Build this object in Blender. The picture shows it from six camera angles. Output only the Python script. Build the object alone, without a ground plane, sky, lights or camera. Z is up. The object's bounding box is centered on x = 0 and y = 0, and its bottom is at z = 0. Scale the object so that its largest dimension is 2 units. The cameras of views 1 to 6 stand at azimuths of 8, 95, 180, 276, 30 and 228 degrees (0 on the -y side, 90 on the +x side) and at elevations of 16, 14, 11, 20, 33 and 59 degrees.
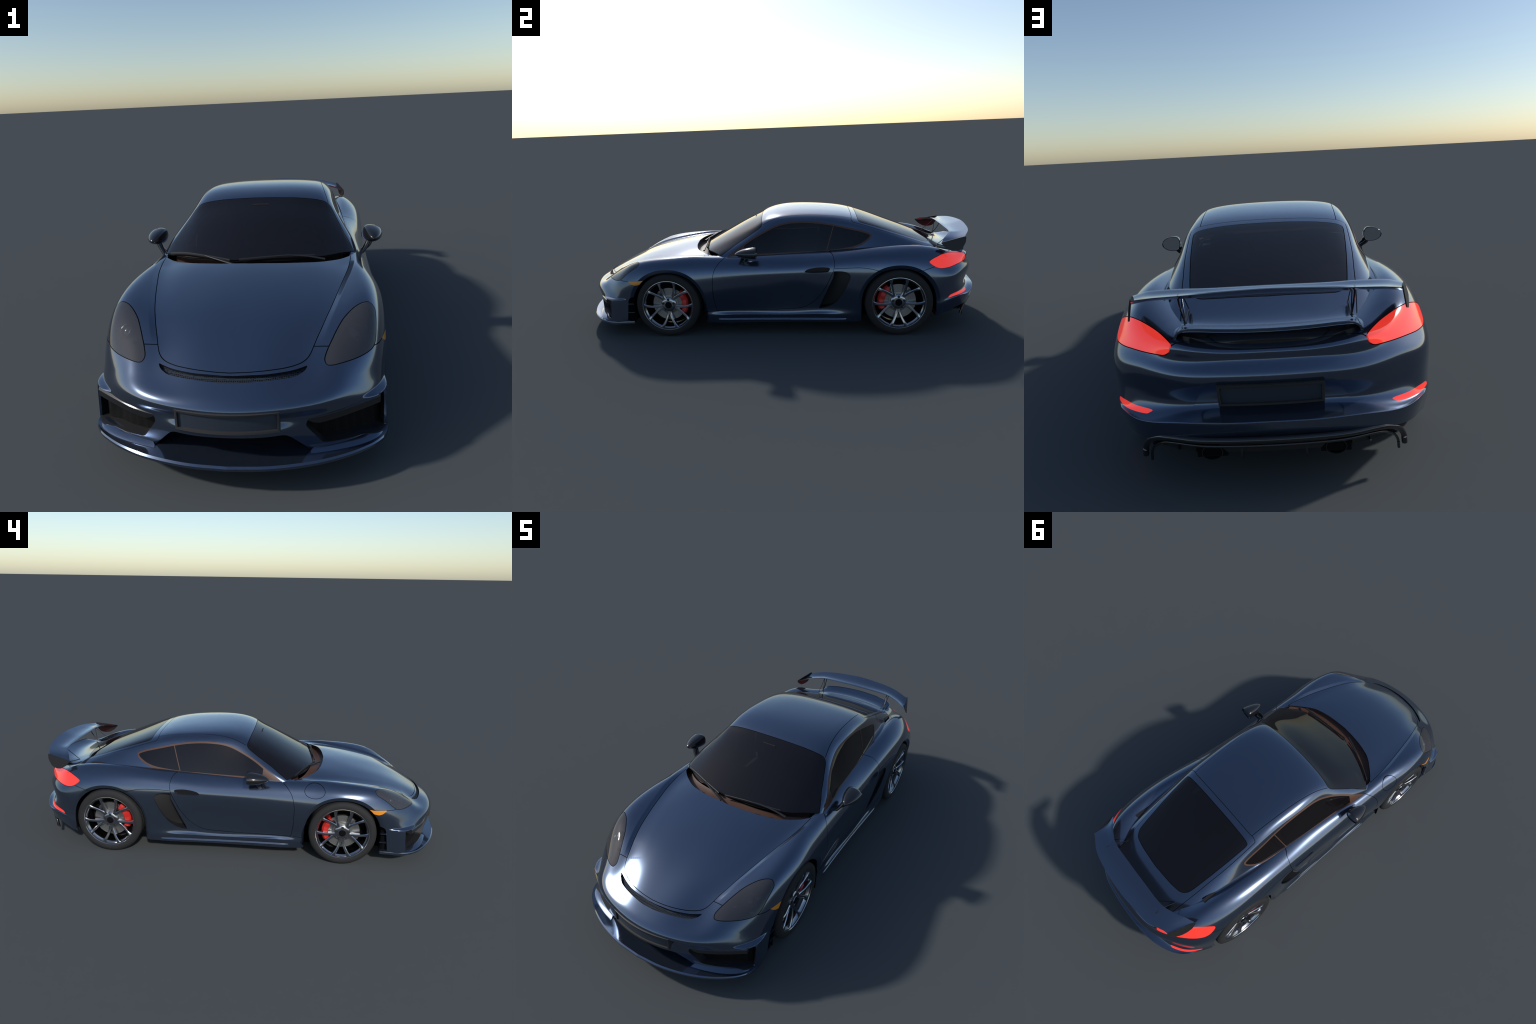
import bpy, bmesh, math, random
import numpy as np
from mathutils import Vector, Matrix

# =====================================================================
#  A blue sports coupe.  Metres, z up, nose towards -y, longest side 2 m.
#  The painted shell is two smooth cages (lower body, greenhouse) that are
#  subdivided, then cut along panel curves into hood, doors, glass, lamps.
# =====================================================================
rng = np.random.default_rng(7)
for o in list(bpy.data.objects):
    bpy.data.objects.remove(o)

# ---------------------------------------------------------------- materials
def material(name, color=(.5, .5, .5), metallic=0., rough=.5, coat=0., coat_rough=.03,
             emission=None, strength=0., spec=.5, sheen=0.):
    m = bpy.data.materials.new(name); m.use_nodes = True
    b = m.node_tree.nodes['Principled BSDF']
    b.inputs['Base Color'].default_value = (*color, 1)
    b.inputs['Metallic'].default_value = metallic
    b.inputs['Roughness'].default_value = rough
    b.inputs['Coat Weight'].default_value = coat
    b.inputs['Coat Roughness'].default_value = coat_rough
    b.inputs['Specular IOR Level'].default_value = spec
    if emission:
        b.inputs['Emission Color'].default_value = (*emission, 1)
        b.inputs['Emission Strength'].default_value = strength
    return m

def add_noise(m, scale, lo, hi, socket='Roughness', detail=3., stretch=(1, 1, 1)):
    """drive a principled socket by object-space noise between lo and hi"""
    nt = m.node_tree; b = nt.nodes['Principled BSDF']
    tc = nt.nodes.new('ShaderNodeTexCoord'); mp = nt.nodes.new('ShaderNodeMapping')
    n = nt.nodes.new('ShaderNodeTexNoise'); n.inputs['Scale'].default_value = scale
    n.inputs['Detail'].default_value = detail
    mp.inputs['Scale'].default_value = stretch
    nt.links.new(tc.outputs['Object'], mp.inputs['Vector']); nt.links.new(mp.outputs['Vector'], n.inputs['Vector'])
    if socket == 'Base Color':
        r = nt.nodes.new('ShaderNodeMix'); r.data_type = 'RGBA'
        r.inputs['A'].default_value = (*lo, 1); r.inputs['B'].default_value = (*hi, 1)
        nt.links.new(n.outputs['Fac'], r.inputs['Factor']); nt.links.new(r.outputs['Result'], b.inputs['Base Color'])
    else:
        r = nt.nodes.new('ShaderNodeMapRange')
        r.inputs['To Min'].default_value = lo; r.inputs['To Max'].default_value = hi
        nt.links.new(n.outputs['Fac'], r.inputs['Value']); nt.links.new(r.outputs['Result'], b.inputs[socket])
    return m

def tinted_glass(name, tint, gloss=(1, 1, 1), ior=1.45, haze=None, haze_amount=0.):
    m = bpy.data.materials.new(name); m.use_nodes = True; nt = m.node_tree
    nt.nodes.remove(nt.nodes['Principled BSDF']); out = nt.nodes['Material Output']
    t = nt.nodes.new('ShaderNodeBsdfTransparent'); t.inputs['Color'].default_value = (*tint, 1)
    g = nt.nodes.new('ShaderNodeBsdfGlossy'); g.inputs['Roughness'].default_value = .02
    g.inputs['Color'].default_value = (*gloss, 1)
    f = nt.nodes.new('ShaderNodeFresnel'); f.inputs['IOR'].default_value = ior
    mx = nt.nodes.new('ShaderNodeMixShader')
    base = t
    if haze:
        d = nt.nodes.new('ShaderNodeBsdfDiffuse'); d.inputs['Color'].default_value = (*haze, 1)
        m2 = nt.nodes.new('ShaderNodeMixShader'); m2.inputs[0].default_value = haze_amount
        nt.links.new(t.outputs[0], m2.inputs[1]); nt.links.new(d.outputs[0], m2.inputs[2]); base = m2
    nt.links.new(f.outputs[0], mx.inputs[0]); nt.links.new(base.outputs[0], mx.inputs[1])
    nt.links.new(g.outputs[0], mx.inputs[2]); nt.links.new(mx.outputs[0], out.inputs['Surface'])
    return m

PAINT = add_noise(material('metallic_blue_paint', (.083, .115, .178), metallic=.85, rough=.19, coat=1.), 900, .17, .21)
BLACK_GLOSS = material('black_gloss', (.012, .012, .013), rough=.12, coat=.6)
BLACK = material('black_plastic', (.012, .012, .013), rough=.55)
DARK = material('dark_cavity', (.004, .004, .005), rough=.9, spec=.1)
GAP = material('panel_gap', (.006, .007, .009), rough=.8, spec=.2)
RUBBER = add_noise(material('tyre_rubber', (.022, .022, .023), rough=.75, spec=.3), 120, .68, .85)
RIM = add_noise(material('polished_alloy', (.42, .43, .46), metallic=1., rough=.2), 60, .16, .26)
DISC = add_noise(material('brake_disc_steel', (.30, .30, .30), metallic=1., rough=.42), 400, .34, .5)
CALIPER = material('red_caliper', (.55, .025, .018), rough=.35, coat=.4)
TRIM = add_noise(material('brown_trim', (.085, .038, .022), rough=.5), 200, (.075, .033, .019), (.10, .045, .027), 'Base Color')
TAIL = material('red_tail_lens', (.75, .03, .02), rough=.12, emission=(1., .055, .038), strength=.62, coat=.5)
AMBER = material('amber_lens', (.72, .26, .02), rough=.25, coat=.5)
GLASS = tinted_glass('tinted_glass', (.17, .165, .175), haze=(.02, .017, .02), haze_amount=.35)
LENS = tinted_glass('smoked_lens', (.42, .42, .44), haze=(.085, .085, .095), haze_amount=.55)
PLATE = material('plate_blue_grey', (.03, .04, .055), rough=.45)
FRAME = material('plate_frame', (.035, .033, .033), rough=.5)
LEATHER = add_noise(material('brown_leather', (.06, .028, .018), rough=.6), 300, (.05, .022, .014), (.075, .035, .022), 'Base Color')
MIRROR = material('mirror_glass', (.55, .58, .62), metallic=1., rough=.03)
CHROME = material('lamp_chrome', (.55, .55, .57), metallic=1., rough=.18)
CLOTH = material('interior_black', (.012, .012, .013), rough=.8)

# ---------------------------------------------------------------- objects
ROOT = bpy.data.objects.new('sports_car', None); bpy.context.scene.collection.objects.link(ROOT)
ROOT['label'] = 'dark blue metallic two-door sports coupe with rear wing'
ROOT['category'] = 'car'

def make(name, verts, faces, mat, parent=None, normals=None, smooth=True, angle=None):
    me = bpy.data.meshes.new(name)
    me.from_pydata([tuple(v) for v in np.asarray(verts, float)], [], [tuple(int(i) for i in f) for f in faces])
    me.materials.append(mat)
    if smooth:
        me.polygons.foreach_set('use_smooth', [True] * len(me.polygons))
        if normals is not None:
            me.normals_split_custom_set_from_vertices([tuple(n) for n in normals])
        elif angle is not None:
            me.set_sharp_from_angle(angle=math.radians(angle))
    ob = bpy.data.objects.new(name, me); bpy.context.scene.collection.objects.link(ob)
    ob.parent = parent or ROOT
    return ob

def empty(name, loc=(0, 0, 0), parent=None):
    ob = bpy.data.objects.new(name, None); bpy.context.scene.collection.objects.link(ob)
    ob.parent = parent or ROOT; ob.location = loc
    return ob

# ---------------------------------------------------------------- small modelling helpers
def spline(pts, n=12, closed=False):
    """centripetal-ish Catmull-Rom through the control points"""
    p = np.asarray(pts, float); m = len(p); out = []
    segs = m if closed else m - 1
    for i in range(segs):
        if closed:
            a, b, c, d = p[(i - 1) % m], p[i], p[(i + 1) % m], p[(i + 2) % m]
        else:
            b, c = p[i], p[i + 1]
            a = p[i - 1] if i > 0 else 2 * b - c
            d = p[i + 2] if i + 2 < m else 2 * c - b
        t = np.linspace(0, 1, n, endpoint=False)[:, None]
        out.append(.5 * ((2 * b) + (c - a) * t + (2 * a - 5 * b + 4 * c - d) * t ** 2 + (3 * b - a - 3 * c + d) * t ** 3))
    if not closed:
        out.append(p[-1:])
    return np.vstack(out)

def rounded(pts, r, n=6):
    """closed polygon with rounded corners (2-D or 3-D); r scalar or per corner"""
    p = np.asarray(pts, float); m = len(p); out = []
    rr = [r] * m if np.isscalar(r) else r
    for i in range(m):
        a, b, c = p[i - 1], p[i], p[(i + 1) % m]
        u, v = a - b, c - b; lu, lv = np.linalg.norm(u), np.linalg.norm(v)
        d = min(rr[i], .49 * lu, .49 * lv); s, e = b + u / lu * d, b + v / lv * d
        for t in np.linspace(0, 1, n):
            out.append((1 - t) ** 2 * s + 2 * t * (1 - t) * b + t ** 2 * e)
    return np.array(out)

def loft(rings, closed=True, caps=(False, False)):
    rings = [np.asarray(r, float) for r in rings]; n = len(rings[0]); V = np.vstack(rings); F = []
    for i in range(len(rings) - 1):
        for j in range(n if closed else n - 1):
            k = (j + 1) % n
            F.append((i * n + j, i * n + k, (i + 1) * n + k, (i + 1) * n + j))
    if caps[0]: F.append(tuple(range(n))[::-1])
    if caps[1]: F.append(tuple(range((len(rings) - 1) * n, len(rings) * n)))
    return V, F

def join(parts):
    V, F, o = [], [], 0
    for v, f in parts:
        v = np.asarray(v, float); V.append(v); F += [tuple(i + o for i in q) for q in f]; o += len(v)
    return np.vstack(V), F

def box(c, s, rot=None):
    v = np.array([(x, y, z) for x in (-.5, .5) for y in (-.5, .5) for z in (-.5, .5)]) * s
    if rot is not None: v = v @ np.asarray(rot).T
    return v + np.asarray(c), [(0, 1, 3, 2), (4, 6, 7, 5), (0, 4, 5, 1), (2, 3, 7, 6), (0, 2, 6, 4), (1, 5, 7, 3)]

def tube(path, r, n=8, caps=True, flat=1.):
    p = np.asarray(path, float); rings = []
    rr = np.full(len(p), r) if np.isscalar(r) else np.asarray(r)
    up = np.array([0, 0, 1.])
    for i in range(len(p)):
        t = p[min(i + 1, len(p) - 1)] - p[max(i - 1, 0)]; t /= np.linalg.norm(t)
        if abs(t @ up) > .95: u = np.cross(t, [0, 1, 0])
        else: u = np.cross(t, up)
        u /= np.linalg.norm(u); w = np.cross(u, t)
        a = np.linspace(0, 2 * np.pi, n, endpoint=False)
        rings.append(p[i] + rr[i] * (np.cos(a)[:, None] * u + flat * np.sin(a)[:, None] * w))
    return loft(rings, True, (caps, caps))

def revolve(profile, axis_n=64, x_axis=True):
    """profile: (radius, x) pairs, revolved about the x axis (a wheel axle)"""
    a = np.linspace(0, 2 * np.pi, axis_n, endpoint=False); rings = []
    for r, x in profile:
        rings.append(np.c_[np.full(axis_n, x), r * np.cos(a), r * np.sin(a)])
    return loft(rings, True)

def mirror_x(v, f):
    v = np.asarray(v, float) * [-1, 1, 1]
    return v, [tuple(reversed(q)) for q in f]

def both(name, v, f, mat, parent=None, **kw):
    a = make(name, v, f, mat, parent, **kw); mv, mf = mirror_x(v, f)
    return a, make(name, mv, mf, mat, parent, **kw)

# ---------------------------------------------------------------- subdivision cages
def subdivide(V, F, levels, creases=None):
    me = bpy.data.meshes.new('cage'); me.from_pydata([tuple(v) for v in V], [], F); me.update()
    if creases:
        att = me.attributes.new('crease_edge', 'FLOAT', 'EDGE')
        look = {tuple(sorted(e.vertices)): e.index for e in me.edges}
        for e, w in creases.items():
            att.data[look[tuple(sorted(e))]].value = w
    ob = bpy.data.objects.new('cage', me); bpy.context.scene.collection.objects.link(ob)
    md = ob.modifiers.new('s', 'SUBSURF'); md.levels = levels; md.render_levels = levels
    md.use_limit_surface = True; md.boundary_smooth = 'PRESERVE_CORNERS'
    dg = bpy.context.evaluated_depsgraph_get(); ev = ob.evaluated_get(dg); m2 = ev.to_mesh()
    n = len(m2.vertices); co = np.empty(n * 3); m2.vertices.foreach_get('co', co)
    nf = len(m2.polygons); lv = np.empty(nf * 4, int); m2.loops.foreach_get('vertex_index', lv)
    nr = np.empty(n * 3); m2.vertices.foreach_get('normal', nr)
    ev.to_mesh_clear(); bpy.data.objects.remove(ob); bpy.data.meshes.remove(me)
    return co.reshape(-1, 3), lv.reshape(-1, 4), nr.reshape(-1, 3)

def interpolating(V, F, levels, creases=None, rounds=7, pull=.9):
    """move the cage so that the limit surface passes through the given points"""
    T = np.array(V, float); P = T.copy()
    for _ in range(rounds):
        S, _, _ = subdivide(P, F, 1, creases); P += pull * (T - S[:len(T)])
    return subdivide(P, F, levels, creases)

class Cage:
    def __init__(self): self.v = []; self.f = []; self.c = {}; self.key = {}
    def pt(self, p):
        k = tuple(round(float(c), 6) for c in p)
        if k not in self.key: self.key[k] = len(self.v); self.v.append(k)
        return self.key[k]
    def grid(self, rows):
        """rows of 3-D points for x>=0, mirrored automatically"""
        for sgn in (1, -1):
            ids = [[self.pt((sgn * p[0] if abs(p[0]) > 1e-9 else 0., p[1], p[2])) for p in r] for r in rows]
            for a, b in zip(ids[:-1], ids[1:]):
                for j in range(len(a) - 1):
                    q = (a[j], b[j], b[j + 1], a[j + 1])
                    self.f.append(q[::-1] if sgn > 0 else q)
    def crease(self, pts, w):
        for sgn in (1, -1):
            ids = [self.pt((sgn * p[0] if abs(p[0]) > 1e-9 else 0., p[1], p[2])) for p in pts]
            for a, b in zip(ids[:-1], ids[1:]): self.c[(a, b)] = w

# ---------------------------------------------------------------- cutting meshes along curves
class Mesh:
    """polygon soup with padded faces; every cut keeps shared edges shared"""
    def __init__(self, V, F, N):
        self.v = np.asarray(V, float); self.n = np.asarray(N, float)
        F = np.asarray(F); self.f = np.full((len(F), 10), -1); self.f[:, :F.shape[1]] = F
        self.tag = np.zeros(len(F), dtype=np.int64)
    def centroids(self):
        m = self.f >= 0; p = self.v[np.where(m, self.f, 0)] * m[..., None]
        return p.sum(1) / m.sum(1)[:, None]
    def cut(self, field, bit=None, limit=None):
        """split faces along field==0; faces with field<0 get the bit"""
        s = np.asarray(field(self.v), float)
        ok = np.ones(len(self.v), bool) if limit is None else limit(self.v)
        s[np.abs(s) < 2e-6] = 0.
        m = self.f >= 0; fs = s[np.where(m, self.f, 0)]
        hit = ((fs > 0) & m).any(1) & ((fs < 0) & m).any(1) & (ok[np.where(m, self.f, 0)] | ~m).all(1)
        newv, newn, edge = [], [], {}; base = len(self.v)
        def mid(a, b):
            k = (a, b) if a < b else (b, a)
            if k not in edge:
                a, b = k; t = s[a] / (s[a] - s[b]); edge[k] = base + len(newv)
                newv.append(self.v[a] + t * (self.v[b] - self.v[a])); n = self.n[a] + t * (self.n[b] - self.n[a])
                newn.append(n / (np.linalg.norm(n) + 1e-12))
            return edge[k]
        add, tags = [], []
        for fi in np.nonzero(hit)[0]:
            q = [i for i in self.f[fi] if i >= 0]; pos, neg = [], []
            for i, a in enumerate(q):
                b = q[(i + 1) % len(q)]
                if s[a] >= 0: pos.append(a)
                if s[a] <= 0: neg.append(a)
                if s[a] * s[b] < 0:
                    c = mid(a, b); pos.append(c); neg.append(c)
            for poly in (pos, neg):
                if len(poly) >= 3:
                    for t in ([poly] if len(poly) <= 10 else []):
                        add.append(t + [-1] * (10 - len(t))); tags.append(self.tag[fi])
        if newv:
            self.v = np.vstack([self.v, newv]); self.n = np.vstack([self.n, newn]); s = np.r_[s, np.zeros(len(newv))]
            ok = np.r_[ok, np.ones(len(newv), bool)]
        if add:
            self.f = np.vstack([self.f[~hit], add]); self.tag = np.r_[self.tag[~hit], tags]
        m = self.f >= 0; fs = s[np.where(m, self.f, 0)] * m
        inside = (fs.sum(1) < 0) & (ok[np.where(m, self.f, 0)] | ~m).all(1)
        if bit is not None: self.tag[inside] |= (1 << bit)
        return inside
    def has(self, bit): return (self.tag & (1 << bit)) != 0
    def drop(self, mask): self.f = self.f[~mask]; self.tag = self.tag[~mask]
    def part(self, mask):
        f = self.f[mask]; used = np.unique(f[f >= 0]); look = np.full(len(self.v) + 1, -1); look[used] = np.arange(len(used))
        faces = [tuple(int(look[i]) for i in q if i >= 0) for q in f]
        return self.v[used], faces, self.n[used]

def border(faces):
    """directed boundary edges"""
    e = {}
    for q in faces:
        for a, b in zip(q, q[1:] + q[:1]): e[(a, b)] = 1
    return [k for k in e if (k[1], k[0]) not in e]

def flanged(V, F, N, depth, keep=None):
    """turn the border of an open sheet inwards so that panels have depth"""
    E = [e for e in border(F) if keep is None or (keep(V[e[0]]) and keep(V[e[1]]))]
    ids = {}; nv = []; nn = []
    for a, b in E:
        for i in (a, b):
            if i not in ids: ids[i] = len(V) + len(nv); nv.append(V[i] - N[i] * depth); nn.append(N[i])
    F2 = [(b, a, ids[a], ids[b]) for a, b in E]
    if not nv: return V, F, N
    return np.vstack([V, nv]), F + F2, np.vstack([N, nn])

def panel(name, mesh, mask, mat, depth=.006, parent=None):
    V, F, N = mesh.part(mask)
    if not len(F): return None
    # flange faces get their own vertices so the painted surface keeps its normals
    E = border(F); nv, nf, nn, o = [], [], [], len(V)
    for a, b in E:
        d = V[b] - V[a]; nrm = np.cross(d, N[a]); l = np.linalg.norm(nrm); nrm = nrm / l if l > 1e-12 else N[a]
        nv += [V[b], V[a], V[a] - N[a] * depth, V[b] - N[b] * depth]; nn += [nrm] * 4
        nf.append((o, o + 1, o + 2, o + 3)); o += 4
    if nv: V = np.vstack([V, nv]); N = np.vstack([N, nn]); F = F + nf
    return make(name, V, F, mat, parent, normals=N)

def curve_field(curve, axes, closed=True):
    """signed distance to a closed 2-D curve in the plane of two axes (negative inside)"""
    c = np.asarray(curve, float); a, b = c, np.roll(c, -1, axis=0)
    lo, hi = c.min(0) - .03, c.max(0) + .03
    def f(v):
        p = np.stack([np.abs(v[:, ax]) if ax == 0 else v[:, ax] for ax in axes], 1)
        out = np.full(len(p), 1.); sel = np.nonzero(((p > lo) & (p < hi)).all(1))[0]
        for chunk in np.array_split(sel, max(1, len(sel) // 4000)):
            if not len(chunk): continue
            q = p[chunk][:, None]; ab = (b - a)[None]; t = np.clip(((q - a) * ab).sum(2) / ((ab ** 2).sum(2) + 1e-15), 0, 1)
            d = np.linalg.norm(q - (a + t[..., None] * ab), axis=2).min(1)
            cond = (a[None, :, 1] > q[..., 1]) != (b[None, :, 1] > q[..., 1])
            xi = a[None, :, 0] + (q[..., 1] - a[None, :, 1]) * (b - a)[None, :, 0] / np.where(cond, (b - a)[None, :, 1], 1)
            inside = (cond & (q[..., 0] < xi)).sum(1) % 2 == 1
            out[chunk] = np.where(inside, -d, d)
        return out
    return f

def side_field(curve, axes, reach=.02):
    """signed distance to an open 2-D polyline, and the mask of points beside it"""
    c = np.asarray(curve, float); a, b = c[:-1], c[1:]; lo, hi = c.min(0) - reach, c.max(0) + reach
    def f(v):
        p = np.stack([np.abs(v[:, ax]) if ax == 0 else v[:, ax] for ax in axes], 1)
        out = np.full(len(p), 9.); sel = np.nonzero(((p > lo) & (p < hi)).all(1))[0]
        for chunk in np.array_split(sel, max(1, len(sel) // 4000)):
            if not len(chunk): continue
            q = p[chunk][:, None]; ab = (b - a)[None]; L = (ab ** 2).sum(2) + 1e-15
            t0 = ((q - a) * ab).sum(2) / L; t = np.clip(t0, 0, 1)
            r = q - (a + t[..., None] * ab); d = np.linalg.norm(r, axis=2); i = d.argmin(1); k = np.arange(len(chunk))
            cr = ab[0, i, 0] * (q[:, 0, 1] - a[i, 1]) - ab[0, i, 1] * (q[:, 0, 0] - a[i, 0])
            end = ((i == 0) & (t0[k, 0] < 0)) | ((i == len(a) - 1) & (t0[k, -1] > 1)) | (d[k, i] > reach)
            out[chunk] = np.where(end, 9., np.sign(cr) * d[k, i])
        return out
    return f, (lambda v: np.abs(f(v)) < 8)

# ---------------------------------------------------------------- lower body cage
# every station: crown-to-sill, 11 points (5 over the top, 6 down the flank)
STATIONS = [
 [(0, -0.932, 0.249), (0.1, -0.92, 0.25), (0.195, -0.876, 0.255), (0.266, -0.845, 0.266), (0.323, -0.804, 0.262),
  (0.344, -0.799, 0.239), (0.356, -0.799, 0.213), (0.366, -0.804, 0.18), (0.369, -0.805, 0.135), (0.371, -0.805, 0.09), (0.372, -0.804, 0.062)],
 [(0, -0.835, 0.3), (0.1, -0.827, 0.301), (0.185, -0.795, 0.305), (0.262, -0.757, 0.327), (0.338, -0.725, 0.332),
  (0.373, -0.72, 0.292), (0.387, -0.716, 0.243), (0.389, -0.713, 0.188), (0.388, -0.712, 0.135), (0.387, -0.712, 0.09), (0.383, -0.71, 0.062)],
 [(0, -0.715, 0.348), (0.1, -0.71, 0.348), (0.19, -0.69, 0.348), (0.268, -0.655, 0.359), (0.346, -0.62, 0.372),
  (0.391, -0.615, 0.325), (0.407, -0.61, 0.258), (0.409, -0.61, 0.19), (0.406, -0.61, 0.135), (0.4, -0.61, 0.09), (0.383, -0.61, 0.062)],
 [(0, -0.57, 0.381), (0.1, -0.565, 0.38), (0.2, -0.55, 0.375), (0.277, -0.52, 0.377), (0.341, -0.5, 0.385),
  (0.392, -0.5, 0.346), (0.411, -0.5, 0.272), (0.413, -0.5, 0.195), (0.409, -0.5, 0.135), (0.4, -0.5, 0.09), (0.383, -0.5, 0.062)],
 [(0, -0.445, 0.399), (0.1, -0.437, 0.397), (0.2, -0.42, 0.392), (0.283, -0.4, 0.384), (0.333, -0.39, 0.389),
  (0.381, -0.39, 0.353), (0.403, -0.39, 0.283), (0.404, -0.39, 0.2), (0.396, -0.39, 0.135), (0.388, -0.39, 0.095), (0.371, -0.39, 0.06)],
 [(0, -0.3, 0.404), (0.1, -0.295, 0.401), (0.2, -0.285, 0.395), (0.287, -0.27, 0.387), (0.341, -0.262, 0.383),
  (0.376, -0.26, 0.353), (0.396, -0.26, 0.295), (0.393, -0.26, 0.205), (0.3755, -0.26, 0.13), (0.3815, -0.26, 0.103), (0.371, -0.26, 0.06)],
 [(0, -0.05, 0.395), (0.1, -0.05, 0.395), (0.2, -0.05, 0.393), (0.285, -0.05, 0.39), (0.333, -0.05, 0.385),
  (0.369, -0.05, 0.357), (0.391, -0.05, 0.303), (0.384, -0.05, 0.212), (0.377, -0.05, 0.13), (0.384, -0.05, 0.105), (0.373, -0.05, 0.063)],
 [(0, 0.12, 0.395), (0.1, 0.12, 0.395), (0.2, 0.12, 0.395), (0.283, 0.12, 0.395), (0.325, 0.12, 0.391),
  (0.365, 0.12, 0.363), (0.391, 0.12, 0.309), (0.384, 0.12, 0.215), (0.3808, 0.12, 0.13), (0.3878, 0.12, 0.105), (0.379, 0.12, 0.066)],
 [(0, 0.28, 0.39), (0.1, 0.28, 0.39), (0.2, 0.28, 0.395), (0.284, 0.28, 0.4), (0.324, 0.28, 0.398),
  (0.37, 0.28, 0.371), (0.395, 0.28, 0.314), (0.394, 0.28, 0.22), (0.386, 0.28, 0.135), (0.393, 0.28, 0.105), (0.385, 0.28, 0.066)],
 [(0, 0.44, 0.38), (0.1, 0.44, 0.38), (0.2, 0.44, 0.385), (0.283, 0.44, 0.402), (0.327, 0.44, 0.411),
  (0.379, 0.44, 0.382), (0.406, 0.44, 0.313), (0.409, 0.44, 0.22), (0.405, 0.44, 0.14), (0.401, 0.44, 0.1), (0.391, 0.44, 0.066)],
 [(0, 0.6, 0.37), (0.1, 0.6, 0.37), (0.2, 0.6, 0.375), (0.28, 0.6, 0.405), (0.329, 0.6, 0.418),
  (0.387, 0.6, 0.378), (0.411, 0.6, 0.305), (0.414, 0.6, 0.22), (0.41, 0.6, 0.15), (0.405, 0.6, 0.105), (0.395, 0.6, 0.065)],
 [(0, 0.76, 0.36), (0.1, 0.76, 0.36), (0.19, 0.76, 0.365), (0.265, 0.745, 0.396), (0.325, 0.735, 0.407),
  (0.38, 0.735, 0.357), (0.403, 0.735, 0.287), (0.407, 0.735, 0.222), (0.405, 0.735, 0.165), (0.404, 0.735, 0.125), (0.395, 0.735, 0.075)],
 [(0, 0.946, 0.349), (0.1, 0.943, 0.349), (0.19, 0.932, 0.358), (0.262, 0.872, 0.368), (0.324, 0.816, 0.377),
  (0.356, 0.824, 0.325), (0.375, 0.837, 0.282), (0.369, 0.844, 0.228), (0.366, 0.852, 0.184), (0.371, 0.853, 0.172), (0.358, 0.844, 0.115)],
]
# nose: rows below the leading edge, 4 points from the centre outwards
NOSE = [
 [(0, -0.965, 0.228), (0.105, -0.953, 0.229), (0.209, -0.916, 0.232), (0.284, -0.863, 0.237)],
 [(0, -0.977, 0.205), (0.11, -0.965, 0.206), (0.216, -0.93, 0.208), (0.293, -0.876, 0.211)],
 [(0, -0.96, 0.178), (0.11, -0.949, 0.178), (0.214, -0.92, 0.18), (0.3, -0.878, 0.181)],
 [(0, -0.972, 0.147), (0.11, -0.961, 0.147), (0.211, -0.919, 0.144), (0.301, -0.874, 0.14)],
 [(0, -0.951, 0.095), (0.11, -0.942, 0.095), (0.216, -0.914, 0.093), (0.303, -0.874, 0.091)],
 [(0, -0.949, 0.066), (0.11, -0.94, 0.066), (0.216, -0.911, 0.065), (0.304, -0.873, 0.064)],
]
TAIL_ROWS = [
 [(0, 0.967, 0.32), (0.105, 0.963, 0.32), (0.2, 0.944, 0.319), (0.29, 0.896, 0.322)],
 [(0, 0.987, 0.284), (0.11, 0.982, 0.284), (0.21, 0.959, 0.284), (0.304, 0.906, 0.283)],
 [(0, 0.956, 0.232), (0.11, 0.953, 0.232), (0.21, 0.943, 0.231), (0.3, 0.901, 0.23)],
 [(0, 0.96, 0.203), (0.11, 0.957, 0.202), (0.21, 0.948, 0.201), (0.304, 0.914, 0.189)],
 [(0, 1, 0.19), (0.11, 0.996, 0.189), (0.21, 0.98, 0.188), (0.31, 0.933, 0.177)],
 [(0, 0.986, 0.15), (0.11, 0.982, 0.148), (0.21, 0.966, 0.143), (0.306, 0.917, 0.128)],
]
LEVEL = 5
cage = Cage()
cage.grid(STATIONS)
S0, SN = STATIONS[0], STATIONS[-1]
front = [list(S0[:5])] + [list(r) + [S0[5 + i]] for i, r in enumerate(NOSE)]
rear = [list(SN[:5])] + [list(r) + [SN[5 + i]] for i, r in enumerate(TAIL_ROWS)]
cage.grid(front[::-1])          # facing -y
cage.grid(rear)                 # facing +y
cage.crease([r for r in [rear[5][0], rear[5][1], rear[5][2], rear[5][3], rear[5][4]]], .75)
cage.crease([s[9] for s in STATIONS[5:9]], .5)
BV, BF, BN = interpolating(cage.v, cage.f, LEVEL, cage.c)

def smooth(a, b, x):
    t = np.clip((x - a) / (b - a), 0, 1); return t * t * (3 - 2 * t)

# the lower front corners step outwards below a short shelf that fades towards the wheel
ax = np.abs(BV[:, 0])
w = smooth(-.715, -.80, BV[:, 1]) * smooth(.318, .352, ax) * smooth(.194, .1875, BV[:, 2])
BV[:, 0] += np.sign(BV[:, 0]) * w * .013
BV[:, 1] -= w * .008
# a small step low on the sills
w = smooth(-.31, -.22, BV[:, 1]) * smooth(.38, .30, BV[:, 1]) * smooth(.33, .35, ax) * smooth(.0845, .0775, BV[:, 2])
BV[:, 0] += np.sign(BV[:, 0]) * w * .006
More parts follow.
